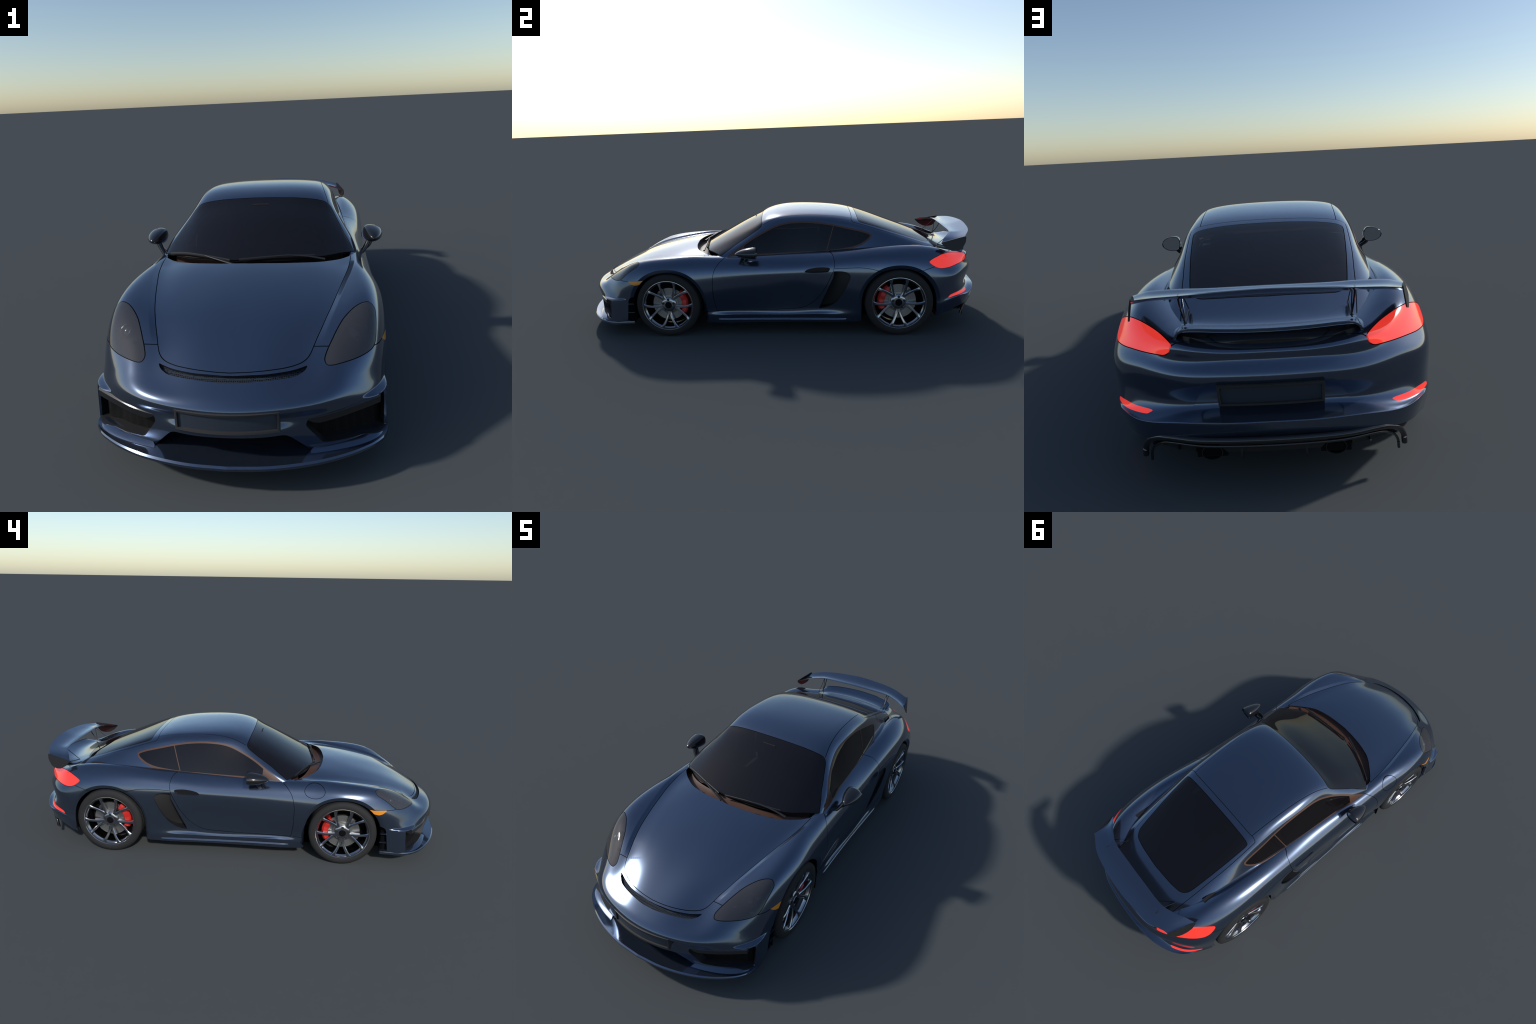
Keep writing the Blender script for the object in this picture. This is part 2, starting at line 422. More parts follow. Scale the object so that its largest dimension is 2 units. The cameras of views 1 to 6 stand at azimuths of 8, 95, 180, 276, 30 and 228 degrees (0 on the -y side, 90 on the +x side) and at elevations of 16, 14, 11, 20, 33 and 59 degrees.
# the hood sits in a valley: its edge is lower than the fender, which rises in a narrow facet
VALLEY = [(.2015, -.806), (.212, -.776), (.2275, -.732), (.2475, -.667), (.2690, -.581), (.2805, -.530), (.3000, -.441), (.3130, -.354), (.3175, -.300)]
sf, _ = side_field(spline(VALLEY, 6), (0, 1), .10)
d = sf(BV); d = np.where(np.abs(d) < 8, d, 1.)            # positive towards the centre line
fade = smooth(-.815, -.74, BV[:, 1]) * smooth(-.295, -.40, BV[:, 1]) * (BV[:, 2] > .25)
drop = np.where(d >= 0, np.clip(1 - d / .075, 0, 1) ** 2, np.clip(1 + d / .0165, 0, 1))
BV[:, 2] -= .0055 * fade * np.where(np.abs(d) < .2, drop, 0)

def vertex_normals(V, F):
    F = np.asarray(F); n = np.cross(V[F[:, 2]] - V[F[:, 0]], V[F[:, 3]] - V[F[:, 1]]); N = np.zeros_like(V)
    for k in range(4): np.add.at(N, F[:, k], n)
    return N / (np.linalg.norm(N, axis=1)[:, None] + 1e-15)
BN = vertex_normals(BV, BF)
body = Mesh(BV, BF, BN)

# ---------------------------------------------------------------- greenhouse cage
# (y, [(x, z) ...]) from the centre line to the foot of the glass, 8 points each
HOUSE = [
 (-0.46, [(0, 0.346), (0.1, 0.343), (0.17, 0.338), (0.23, 0.332), (0.284, 0.3216), (0.323, 0.3118), (0.355, 0.3018), (0.37, 0.2818)]),
 (-0.37, [(0, 0.396), (0.1, 0.393), (0.17, 0.386), (0.23, 0.376), (0.284, 0.3602), (0.323, 0.3451), (0.352, 0.3271), (0.366, 0.3021)]),
 (-0.27, [(0, 0.449), (0.1, 0.445), (0.17, 0.437), (0.23, 0.425), (0.284, 0.4052), (0.324, 0.3861), (0.346, 0.3621), (0.359, 0.3221)]),
 (-0.17, [(0, 0.5005), (0.1, 0.4965), (0.17, 0.4875), (0.23, 0.4735), (0.276, 0.4539), (0.315, 0.4299), (0.336, 0.397), (0.351, 0.342)]),
 (-0.09, [(0, 0.538), (0.1, 0.534), (0.17, 0.525), (0.225, 0.512), (0.2616, 0.494), (0.2962, 0.4625), (0.325, 0.4045), (0.343, 0.3515)]),
 (-0.045, [(0, 0.559), (0.1, 0.556), (0.17, 0.549), (0.22, 0.538), (0.2528, 0.5182), (0.2846, 0.4786), (0.319, 0.4056), (0.337, 0.3506)]),
 (0.03, [(0, 0.574), (0.1, 0.572), (0.17, 0.567), (0.222, 0.557), (0.252, 0.537), (0.279, 0.492), (0.315, 0.407), (0.332, 0.35)]),
 (0.14, [(0, 0.577), (0.1, 0.5755), (0.17, 0.571), (0.222, 0.5625), (0.2517, 0.545), (0.2744, 0.508), (0.311, 0.41), (0.327, 0.35)]),
 (0.27, [(0, 0.569), (0.1, 0.5675), (0.17, 0.563), (0.222, 0.5545), (0.2504, 0.537), (0.2698, 0.503), (0.306, 0.413), (0.323, 0.355)]),
 (0.38, [(0, 0.553), (0.1, 0.551), (0.17, 0.546), (0.22, 0.537), (0.248, 0.522), (0.267, 0.495), (0.303, 0.413), (0.32, 0.36)]),
 (0.48, [(0, 0.523), (0.1, 0.521), (0.17, 0.515), (0.215, 0.507), (0.243, 0.494), (0.264, 0.47), (0.298, 0.412), (0.315, 0.37)]),
 (0.58, [(0, 0.487), (0.1, 0.484), (0.17, 0.478), (0.21, 0.471), (0.238, 0.461), (0.261, 0.443), (0.291, 0.405), (0.305, 0.37)]),
 (0.68, [(0, 0.449), (0.1, 0.446), (0.165, 0.439), (0.203, 0.433), (0.23, 0.426), (0.255, 0.413), (0.281, 0.388), (0.295, 0.36)]),
 (0.77, [(0, 0.413), (0.1, 0.41), (0.16, 0.404), (0.196, 0.399), (0.221, 0.393), (0.245, 0.384), (0.268, 0.37), (0.282, 0.35)]),
 (0.85, [(0, 0.384), (0.1, 0.382), (0.15, 0.379), (0.186, 0.375), (0.21, 0.37), (0.23, 0.363), (0.25, 0.353), (0.262, 0.335)]),
 (0.905, [(0, 0.376), (0.1, 0.3755), (0.145, 0.375), (0.182, 0.374), (0.203, 0.3715), (0.219, 0.365), (0.232, 0.352), (0.243, 0.33)]),
 (0.945, [(0, 0.382), (0.1, 0.3815), (0.142, 0.381), (0.178, 0.3795), (0.198, 0.3765), (0.212, 0.368), (0.22, 0.353), (0.229, 0.33)]),
 (0.972, [(0, 0.389), (0.1, 0.3885), (0.14, 0.388), (0.174, 0.386), (0.194, 0.382), (0.206, 0.372), (0.213, 0.356), (0.22, 0.33)]),
]
def bow(y):            # the tail edge of the lid is bowed in plan
    return max(0., (y - .80) / .172)
house = Cage()
rows = [[(x, y - 1.05 * x * x * bow(y), z) for x, z in p] for y, p in HOUSE]
house.grid(rows)
HV, HF, HN = interpolating(house.v, house.f, LEVEL, house.c)
cabin = Mesh(HV, HF, HN)

# ================================================================ cutting the shell into panels
G = .0011                                    # half width of a panel gap
def field3(points, normal, margin=.03):
    """signed distance to a closed 3-D outline seen along a direction (negative inside)"""
    P = np.asarray(points, float); n = np.asarray(normal, float); n /= np.linalg.norm(n)
    e1 = np.cross([0, 0, 1], n); e1 /= np.linalg.norm(e1); e2 = np.cross(n, e1)
    c = np.c_[P @ e1, P @ e2]; f2 = curve_field(c, (1, 2)); lo, hi = P.min(0) - margin, P.max(0) + margin
    def f(v):
        q = v * 1.; q[:, 0] = np.abs(q[:, 0]); out = np.full(len(q), 1.)
        s = np.nonzero(((q > lo) & (q < hi)).all(1))[0]
        if len(s): out[s] = f2(np.c_[np.zeros(len(s)), q[s] @ e1, q[s] @ e2])
        return out
    return f

def side_only(f, xmin, sign=0):
    def g(v):
        o = f(v); bad = (np.abs(v[:, 0]) < xmin) | ((sign != 0) & (v[:, 0] * sign < 0))
        return np.where(bad, np.abs(o) + .01, o)
    return g

BITS = {}
def region(mesh, name, f, limit=None, groove=True):
    """cut region `name` out of the mesh with a gap strip around it"""
    for k in (name, name + '_gap'):
        if k not in BITS: BITS[k] = len(BITS)
    if groove:
        cache = {}
        mesh.cut(lambda v: f(v) - G, BITS[name + '_gap'], limit)
        mesh.cut(lambda v: f(v) + G, BITS[name], limit)
        m = mesh.has(BITS[name]); mesh.tag[m] &= ~(1 << BITS[name + '_gap'])
    else:
        mesh.cut(f, BITS[name], limit)
def seam(mesh, name, curve, axes, reach=.02, extra=None):
    f, lim = side_field(curve, axes, reach); k = name + '_gap'; BITS.setdefault(k, len(BITS))
    l2 = (lambda v: lim(v) & extra(v)) if extra else lim
    mesh.cut(lambda v: f(v) - G, None, l2); mesh.cut(lambda v: f(v) + G, None, l2)
    c = mesh.centroids(); d = f(c); mesh.tag[(np.abs(d) < G * 1.02) & (l2(c))] |= 1 << BITS[k]
def is_(mesh, *names):
    m = np.zeros(len(mesh.f), bool)
    for n in names: m |= mesh.has(BITS[n])
    return m

# ---- wheel openings ------------------------------------------------
HUB_F, HUB_R = np.array([-.5180, .1575]), np.array([.5935, .1590])
def arch(yc, a, top, grow=0., zc=.150, low=-.02, p=2.15):
    t = np.linspace(0, np.pi, 60); b = top - zc + grow; a = a + grow
    y = yc + a * np.sign(np.cos(t)) * np.abs(np.cos(t)) ** (2 / p); z = zc + b * np.sin(t) ** (2 / p)
    return np.vstack([[yc + a, low], np.c_[y, z], [yc - a, low]])
ARCH_F = dict(yc=-.5165, a=.1765, top=.3225); ARCH_R = dict(yc=.5935, a=.1750, top=.3270)
outer = lambda v: np.abs(v[:, 0]) > .25
for nm, A in (('front_arch', ARCH_F), ('rear_arch', ARCH_R)):
    region(body, nm + '_lip', curve_field(arch(**A, grow=.0165), (1, 2)), outer, groove=False)
    region(body, nm, curve_field(arch(**A), (1, 2)), outer, groove=False)
body.drop(is_(body, 'front_arch', 'rear_arch'))
# the lip turns in behind a soft crease
for nm, A in (('front_arch', ARCH_F), ('rear_arch', ARCH_R)):
    f = curve_field(arch(**A, grow=.0165), (1, 2)); d = np.where(outer(body.v), np.clip(-f(body.v), 0, .0165), 0)
    body.v[:, 0] -= np.sign(body.v[:, 0]) * d * .65

# ---- hood ----------------------------------------------------------
hood_edge = [(0, -.8945), (.045, -.8915), (.090, -.8835), (.131, -.870), (.1615, -.855), (.180, -.842), (.1925, -.8265), (.2015, -.806),
             (.212, -.776), (.2275, -.732), (.2475, -.667), (.2690, -.581), (.2805, -.530), (.3000, -.441), (.3130, -.354)]
hood_back = [(.3175, -.296), (.3120, -.298), (.2830, -.328), (.2400, -.363), (.2080, -.384), (.172, -.398), (.10, -.413), (0, -.421)]
hood = np.vstack([spline(hood_edge + hood_back[:1], 8), spline(hood_back[1:], 8)])
hood_closed = np.vstack([[(-.1, hood[0, 1])], hood, [(-.1, hood[-1, 1])]])
region(body, 'hood', curve_field(hood_closed, (0, 1)), lambda v: v[:, 2] > .2)

# ---- head lamps, tail lamps, small lamps ---------------------------
HEAD = spline([(.344, -.658, .362), (.3225, -.6715, .361), (.3005, -.693, .3534), (.2765, -.725, .3394), (.2585, -.758, .3223),
        (.242, -.7915, .3022), (.2325, -.8128, .289), (.227, -.8305, .2776), (.230, -.8412, .270), (.237, -.8445, .2667),
        (.2535, -.8396, .266), (.285, -.8197, .2657), (.3145, -.7968, .2669), (.3395, -.7734, .2714), (.353, -.7564, .2786),
        (.3605, -.739, .293), (.3645, -.7155, .315), (.3665, -.685, .336), (.3650, -.666, .347), (.356, -.6575, .3567)], 6, True)
region(body, 'head_lamp', field3(HEAD, (.55, -.50, .67)))
TAILC = spline([(.213, .9215, .3477), (.2415, .8915, .3603), (.2755, .8603, .3708), (.308, .8285, .3771), (.335, .7975, .3768),
        (.352, .776, .3725), (.371, .747, .3635), (.3815, .7315, .3535), (.386, .7400, .3427), (.386, .7618, .3272),
        (.381, .784, .320), (.372, .806, .3188), (.351, .8355, .319), (.323, .863, .3205), (.284, .896, .3218), (.2465, .925, .3250),
        (.233, .9325, .3275), (.2235, .936, .3340), (.2165, .9326, .3415)], 6, True)
region(body, 'tail_lamp', field3(TAILC, (.62, .62, .48)))
MARK = rounded([(-.7136, .2820), (-.6290, .2848), (-.6480, .2653), (-.6720, .2620), (-.6934, .2663)], .006)
region(body, 'marker', side_only(curve_field(MARK, (1, 2)), .3), groove=False)
FOG = spline([(.3785, .8250, .1815), (.3715, .838, .1905), (.346, .871, .1962), (.316, .897, .1948), (.272, .9213, .1937),
        (.2785, .9248, .1885), (.2885, .925, .1862), (.3125, .910, .1845), (.3410, .8845, .1832), (.3640, .856, .1818), (.3785, .827, .1780)], 6, True)
region(body, 'fog_lamp', field3(FOG, (.62, .75, .2)), groove=False)

# ---- door, handle, side intake, fuel flap --------------------------
door = np.vstack([[(-.19, .47), (-.205, .41)], spline([(-.2279, .3844), (-.253, .3661), (-.2755, .3379), (-.286, .307),
        (-.2904, .274), (-.2907, .2265), (-.2873, .1768), (-.2803, .1300)], 8),
        spline([(-.2750, .1230), (-.2645, .1227), (-.0804, .1248), (.0417, .1298), (.1175, .1345), (.1569, .1443), (.1873, .1621),
        (.2176, .1911), (.2478, .2359), (.2687, .2767), (.2867, .3159), (.2913, .3304), (.294, .3551), (.2901, .3775),
        (.2838, .3907), (.2699, .3991)], 8), [(.255, .41), (.25, .47)]])
region(body, 'door', side_only(curve_field(door, (1, 2)), .27))
INTAKE = rounded([(.2885, .3182), (.3280, .3185), (.3555, .3125), (.3685, .3000), (.3665, .2830), (.3575, .2595), (.3355, .2155),
        (.3073, .1720), (.2782, .1475), (.2487, .1370), (.2174, .1308), (.2277, .1586), (.2474, .2015), (.2680, .2480), (.2888, .2930)],
        [.004, .012, .012, .010, .012, .012, .015, .015, .015, .012, .002, .012, .012, .012, .008])
region(body, 'side_intake', side_only(curve_field(INTAKE, (1, 2)), .3), groove=False)
HANDLE = spline([(.1535, .3175), (.1669, .3272), (.1994, .3344), (.2347, .3370), (.2660, .3345), (.2719, .3290), (.2680, .3205),
        (.2576, .3140), (.2049, .3113), (.1607, .3131)], 6, True)
region(body, 'door_handle', side_only(curve_field(HANDLE, (1, 2)), .3), groove=False)
t = np.linspace(0, 2 * np.pi, 48, endpoint=False)
region(body, 'fuel_flap', side_only(curve_field(np.c_[-.3815 + .0465 * np.cos(t), .3560 + .0295 * np.sin(t)], (1, 2)), .33, -1))

# ---- bumpers and seams ---------------------------------------------
FB = np.array([(-1.1, .6), (-.8035, .6), (-.8035, .284), (-.7700, .282), (-.7542, .2810), (-.7364, .2796), (-.7126, .2818), (-.58, .2860), (-.58, -.1), (-1.1, -.1)])
region(body, 'front_bumper', curve_field(FB, (1, 2)))
RB = np.array([(.64, .299), (.6757, .3094), (.7108, .3187), (.7528, .3294), (.80, .345), (.9355, .345), (.9355, .5), (1.1, .5), (1.1, -.1), (.64, -.1)])
region(body, 'rear_bumper', curve_field(RB, (1, 2)))
seam(body, 'quarter', spline([(.2945, .3304), (.3500, .3325), (.4108, .3339), (.4535, .3298), (.4959, .3198), (.5300, .3070)], 8), (1, 2), .01, lambda v: np.abs(v[:, 0]) > .3)
seam(body, 'sill', np.array([(-.36, .1205), (-.2915, .1225)]), (1, 2), .006, lambda v: np.abs(v[:, 0]) > .3)

RECESS = rounded([(-.2, .2795), (.122, .2795), (.136, .2745), (.148, .2590), (.164, .2290), (.1835, .1965), (-.2, .1965)], [0, .01, .01, .01, .01, .003, 0])
region(body, 'plate_recess', curve_field(RECESS, (0, 2)), lambda v: v[:, 1] > .9, groove=False)

# ---- nose openings --------------------------------------------------
slit_top = [(.1895, -.8500), (.1734, -.8593), (.1364, -.8772), (.085, -.8936), (.0216, -.9009), (0, -.9012)]
slit_bot = [(0, -.9192), (.034, -.9180), (.098, -.9062), (.150, -.8880), (.1734, -.8725), (.1830, -.8627)]
SLIT = np.vstack([[(-.1, -.9192)], spline(slit_bot, 6), spline(slit_top, 6), [(-.1, -.9012)]])
region(body, 'nose_slit', curve_field(SLIT, (0, 1)), lambda v: v[:, 2] > .2, groove=False)
DUCT = rounded([(.190, .1715), (.1825, .157), (.2235, .0970), (.366, .0860), (.384, .0870), (.384, .1830), (.368, .1860), (.300, .1850), (.235, .1775)],
               [.006, .01, .01, .002, .002, .002, .01, .02, .02])
fd = curve_field(DUCT, (0, 2))
region(body, 'front_duct', lambda v: np.maximum(fd(v), v[:, 1] + .806), lambda v: v[:, 1] < -.7, groove=False)
LOWER = rounded([(-.1, .1400), (.130, .1430), (.1430, .1385), (.1985, .0765), (.1985, .0), (-.1, .0)], [0, .01, .01, .004, 0, 0])
fl = curve_field(LOWER, (0, 2))
region(body, 'lower_grille', lambda v: np.maximum(fl(v), v[:, 1] + .84), lambda v: v[:, 1] < -.7, groove=False)
VENT = rounded([(-.7165, .182), (-.7075, .1985), (-.685, .203), (-.685, .073), (-.7286, .0815)], [.01, .01, .002, .002, .002])
region(body, 'side_vent', side_only(curve_field(VENT, (1, 2)), .33), groove=False)

# ---- what the cabin covers ------------------------------------------
UNDER = np.array([(-.1, -.421)] + hood_back[::-1][:-1] + [(.3165, -.285), (.312, -.20), (.306, 0), (.304, .2), (.300, .40), (.291, .50), (.277, .60),
                  (.255, .72), (.222, .80), (.190, .88), (.180, .905), (-.1, .905)])
BITS['under'] = len(BITS)
body.cut(curve_field(UNDER, (0, 1)), BITS['under'], lambda v: v[:, 2] > .3)

gapbits = [k for k in BITS if k.endswith('_gap')]
lamps = ['head_lamp', 'tail_lamp', 'marker', 'fog_lamp', 'side_intake', 'nose_slit', 'front_duct', 'lower_grille', 'side_vent', 'under']
B = lambda *n: is_(body, *n)
hole = B(*lamps, 'hood', 'door_handle', 'fuel_flap')
door_m = B('door') & ~B(*lamps, 'door_handle')
gap = (B('front_bumper_gap', 'rear_bumper_gap') & ~hole) | B('hood_gap', 'head_lamp_gap', 'tail_lamp_gap') \
      | (B('door_gap') & ~B('door_handle', 'side_intake')) | (B('fuel_flap_gap')) | (B('quarter_gap', 'sill_gap') & ~hole & ~B('door'))
gap &= ~B('under', 'nose_slit', 'side_intake')
cy = body.centroids(); taken = hole | gap | door_m
lip = B('front_arch_lip', 'rear_arch_lip') & ~taken
panel('hood', body, B('hood') & ~gap & ~B('under', 'nose_slit'), PAINT)
for sgn in (1, -1):
    s = cy[:, 0] * sgn > 0
    panel('door', body, door_m & s & ~gap & ~B('under'), PAINT)
    panel('fender', body, s & ~taken & ~lip & ~B('front_bumper', 'rear_bumper') & (cy[:, 1] < -.2), PAINT)
    panel('rear_quarter', body, s & ~taken & ~lip & ~B('front_bumper', 'rear_bumper') & (cy[:, 1] >= -.2), PAINT)
    panel('tail_lamp', body, s & B('tail_lamp') & ~gap, TAIL, .012)
    panel('reflector', body, s & B('fog_lamp'), TAIL)
    panel('side_marker', body, s & B('marker') & ~gap & ~B('head_lamp'), AMBER)
panel('fuel_flap', body, B('fuel_flap') & ~gap, PAINT)
panel('front_bumper', body, B('front_bumper') & ~taken & ~lip, PAINT)
rec = B('plate_recess') & ~taken & (cy[:, 1] > .9)
panel('rear_bumper', body, B('rear_bumper') & ~taken & ~lip & ~rec, PAINT)
V, F, N = body.part(rec); make('plate_recess', V - np.c_[0 * V[:, 0], .004 * smooth(.197, .225, V[:, 2]), 0 * V[:, 0]], F, PAINT, normals=N)
for nm in ('front_arch_lip', 'rear_arch_lip'):
    for sgn in (1, -1):
        V, F, N = body.part(B(nm) & ~taken & (cy[:, 0] * sgn > 0)); V, F, N = flanged(V, F, N, .004)
        make('wheel_arch_lip', V, F, PAINT, angle=40)
V, F, N = body.part(gap); make('panel_gap', V - N * .0045, F, GAP)
for sgn in (1, -1):
    s = cy[:, 0] * sgn > 0
    V, F, N = body.part(s & B('door_handle')); E = border(F)
    z0, z1 = V[:, 2].min(), V[:, 2].max(); tilt = (V[:, 2] - z0) / (z1 - z0)      # the flap leans in towards its foot
    P = V - N * (.0035 + .006 * (1 - tilt))[:, None]
    wv = []; wf = []
    for a, b in E: o = len(wv); wv += [V[a], V[b], P[b], P[a]]; wf.append((o, o + 1, o + 2, o + 3))
    make('handle_recess', wv, wf, PAINT, smooth=False); make('door_handle', P, F, BLACK_GLOSS)

# ---------------------------------------------------------------- greenhouse panels
WIN = spline([(-.2190, .3868), (-.171, .4190), (-.111, .4585), (-.0505, .4900), (.0117, .5178), (.0600, .5305), (.110, .5350), (.165, .5350),
        (.230, .5290), (.296, .5175), (.351, .5050), (.4215, .4876), (.464, .4735), (.4765, .4625), (.4690, .4470), (.4445, .4300), (.420, .4180),
        (.378, .4062), (.300, .3965), (.2266, .3912), (.163, .3900), (.040, .3868), (-.079, .3860), (-.19, .3860)], 8, True)
up = lambda v: np.abs(v[:, 0]) > .2
fw = curve_field(WIN, (1, 2))
region(cabin, 'window_trim', fw, up, groove=False)
region(cabin, 'window_pane', lambda v: fw(v) + .0075, up, groove=False)
region(cabin, 'mirror_sail', lambda v: v[:, 1] + .135 + (v[:, 2] - .40) * .1, up, groove=False)
post = lambda v: v[:, 1] - (.2965 - (.5145 - v[:, 2]) * .318)
region(cabin, 'post_front', lambda v: post(v) + .0020, up, groove=False)
region(cabin, 'post_back', lambda v: .0020 - post(v), up, groove=False)
ws = np.vstack([spline([(0, -.0665), (.08, -.0650), (.165, -.0605), (.2150, -.0565), (.240, -.0530), (.2500, -.0560), (.258, -.0645), (.2680, -.0905),
        (.2880, -.1425), (.3000, -.1765), (.3130, -.2030), (.3300, -.2450)], 8),
        spline([(.3310, -.2520), (.316, -.2670), (.286, -.2900), (.245, -.3200), (.200, -.3400), (.120, -.3600), (.060, -.3675), (0, -.3690)], 8)])
region(cabin, 'windscreen', curve_field(np.vstack([[(-.1, ws[0, 1])], ws, [(-.1, ws[-1, 1])]]), (0, 1)))
rg = spline([(0, .4150), (.11, .4150), (.20, .4163), (.2190, .4185), (.2290, .4260), (.2290, .4600), (.2231, .5420), (.2134, .6380), (.2022, .7200),
        (.1920, .7450), (.1740, .7620), (.149, .7690), (.10, .7755), (0, .7810)], 8)
region(cabin, 'rear_window', curve_field(np.vstack([[(-.1, rg[0, 1])], rg, [(-.1, rg[-1, 1])]]), (0, 1)))
ld = np.vstack([spline([(0, .3870), (.09, .3870), (.190, .3860), (.2200, .3830), (.2380, .3860), (.2430, .4000), (.2420, .4870), (.2385, .5645), (.2310, .6465), (.2250, .7140),
        (.2154, .7950), (.2074, .8550), (.2050, .8750)], 8)])
region(cabin, 'engine_lid', curve_field(np.vstack([[(-.1, .387)], ld, [(.2050, 1.2), (-.1, 1.2)]]), (0, 1)))
seam(cabin, 'roof', spline([(.2470, -.0480), (.2420, -.02), (.2340, .0300), (.2240, .14), (.2180, .2830), (.2140, .3845)], 8), (0, 1), .012)
fr = curve_field(np.vstack([[(-.1, -.07), (.2470, -.07)], spline([(.2470, -.0480), (.2420, -.02), (.2340, .0300), (.2240, .14), (.2180, .2830), (.2140, .392)], 8), [(-.1, .392)]]), (0, 1))
region(cabin, 'roof', fr, groove=False)
C = lambda *n: is_(cabin, *n)
cc = cabin.centroids(); C_post = ~C('post_front') & ~C('post_back')
gapc = C('windscreen_gap', 'rear_window_gap', 'engine_lid_gap', 'roof_gap')
trim = C('window_trim') & (~C('window_pane') | C_post | C('mirror_sail'))
pane = C('window_trim') & C('window_pane') & ~C_post & ~C('mirror_sail')
cowl = (cc[:, 1] < -.235) & ~C('windscreen', 'windscreen_gap') & (np.abs(cc[:, 0]) < .32) & (cc[:, 2] < .40)
low = (cc[:, 2] < .33)
shell = ~gapc & ~trim & ~pane & ~C('windscreen', 'rear_window', 'engine_lid', 'roof') & ~cowl & ~low
panel('windscreen', cabin, C('windscreen') & ~gapc, GLASS, .004)
panel('rear_window', cabin, C('rear_window') & ~gapc, GLASS, .004)
panel('engine_lid', cabin, C('engine_lid') & ~C('rear_window', 'rear_window_gap') & ~gapc & ~low, PAINT)
panel('roof', cabin, C('roof') & ~gapc & ~C('windscreen', 'engine_lid'), PAINT)
for sgn in (1, -1):
    s = cc[:, 0] * sgn > 0
    panel('pillar', cabin, shell & s, PAINT)
    panel('side_window', cabin, pane & s & C('post_front'), GLASS, .004)
    panel('quarter_window', cabin, pane & s & C('post_back'), GLASS, .004)
    V, F, N = cabin.part(trim & s); V, F, N = flanged(V + N * .0012, F, N, .006)
    make('window_trim', V, F, TRIM, angle=45)
V, F, N = cabin.part(gapc); make('panel_gap', V - N * .0045, F, GAP)

# ================================================================ pockets behind the openings
def mesh_material(name, scale, hole, wire, axes=(1, 1, 1), thick=.12):
    """fine wire mesh: cell edges of a Voronoi texture are wire, the rest is hole"""
    m = material(name, wire, rough=.45); nt = m.node_tree; b = nt.nodes['Principled BSDF']
    tc = nt.nodes.new('ShaderNodeTexCoord'); mp = nt.nodes.new('ShaderNodeMapping'); mp.inputs['Scale'].default_value = axes
    v = nt.nodes.new('ShaderNodeTexVoronoi'); v.feature = 'DISTANCE_TO_EDGE'; v.inputs['Scale'].default_value = scale
    v.inputs['Randomness'].default_value = .25
    r = nt.nodes.new('ShaderNodeMath'); r.operation = 'LESS_THAN'; r.inputs[1].default_value = thick
    x = nt.nodes.new('ShaderNodeMix'); x.data_type = 'RGBA'; x.inputs['A'].default_value = (*hole, 1); x.inputs['B'].default_value = (*wire, 1)
    nt.links.new(tc.outputs['Object'], mp.inputs['Vector']); nt.links.new(mp.outputs['Vector'], v.inputs['Vector'])
    nt.links.new(v.outputs['Distance'], r.inputs[0]); nt.links.new(r.outputs[0], x.inputs['Factor']); nt.links.new(x.outputs['Result'], b.inputs['Base Color'])
    return m
NOSE_MESH = mesh_material('nose_mesh', 190, (.002, .002, .003), (.030, .040, .056), (1, 1, 1), .16)
DUCT_MESH = mesh_material('duct_mesh', 260, (.002, .002, .002), (.009, .009, .009), (1, .3, 1), .14)
for m_ in (DUCT_MESH, NOSE_MESH):
    m_.node_tree.nodes['Principled BSDF'].inputs['Roughness'].default_value = .7; m_.node_tree.nodes['Principled BSDF'].inputs['Specular IOR Level'].default_value = .15

def pocket(name, mesh, mask, push, wall, floor, floor_name=None, shrink=0.):
    """walls from the rim of an opening inwards, and a floor"""
    V, F, N = mesh.part(mask); P = push(V, N); c = V.mean(0)
    if shrink: P = P + (c - V) * shrink * [1, 0, 1]
    E = border(F); wv, wf = [], []
    for a, b in E:
        o = len(wv); wv += [V[a], V[b], P[b], P[a]]; wf.append((o, o + 1, o + 2, o + 3))
    make(name, wv, wf, wall, smooth=False)
    make(floor_name or name, P, F, floor)
for sgn in (1, -1):
    s = cy[:, 0] * sgn > 0
    pocket('side_intake', body, s & B('side_intake'), lambda V, N: V - np.c_[sgn * (.060 - .36 * np.clip(V[:, 1] - .215, 0, .16)), -.01 * np.ones(len(V)), 0 * V[:, 0]], BLACK, BLACK)
    pocket('front_duct', body, s & B('front_duct'), lambda V, N: np.c_[V[:, 0] * .97, V[:, 1] + .030, V[:, 2] * .94 + .008], BLACK, DUCT_MESH, 'duct_mesh')
    pocket('side_vent', body, s & B('side_vent'), lambda V, N: V - [sgn * .02, 0, 0], PAINT, DARK)
    for z in (.1233, .1672):
        v, f = box((sgn * .3845, -.705, z), (.012, .030, .0035)); make('vent_slat', v, f, PAINT, smooth=False)
pocket('nose_slit', body, B('nose_slit'), lambda V, N: V - N * .010, BLACK, NOSE_MESH, 'nose_mesh')
pocket('lower_grille', body, B('lower_grille'), lambda V, N: np.c_[V[:, 0] * .96, V[:, 1] + .045, V[:, 2]], DARK, DARK)

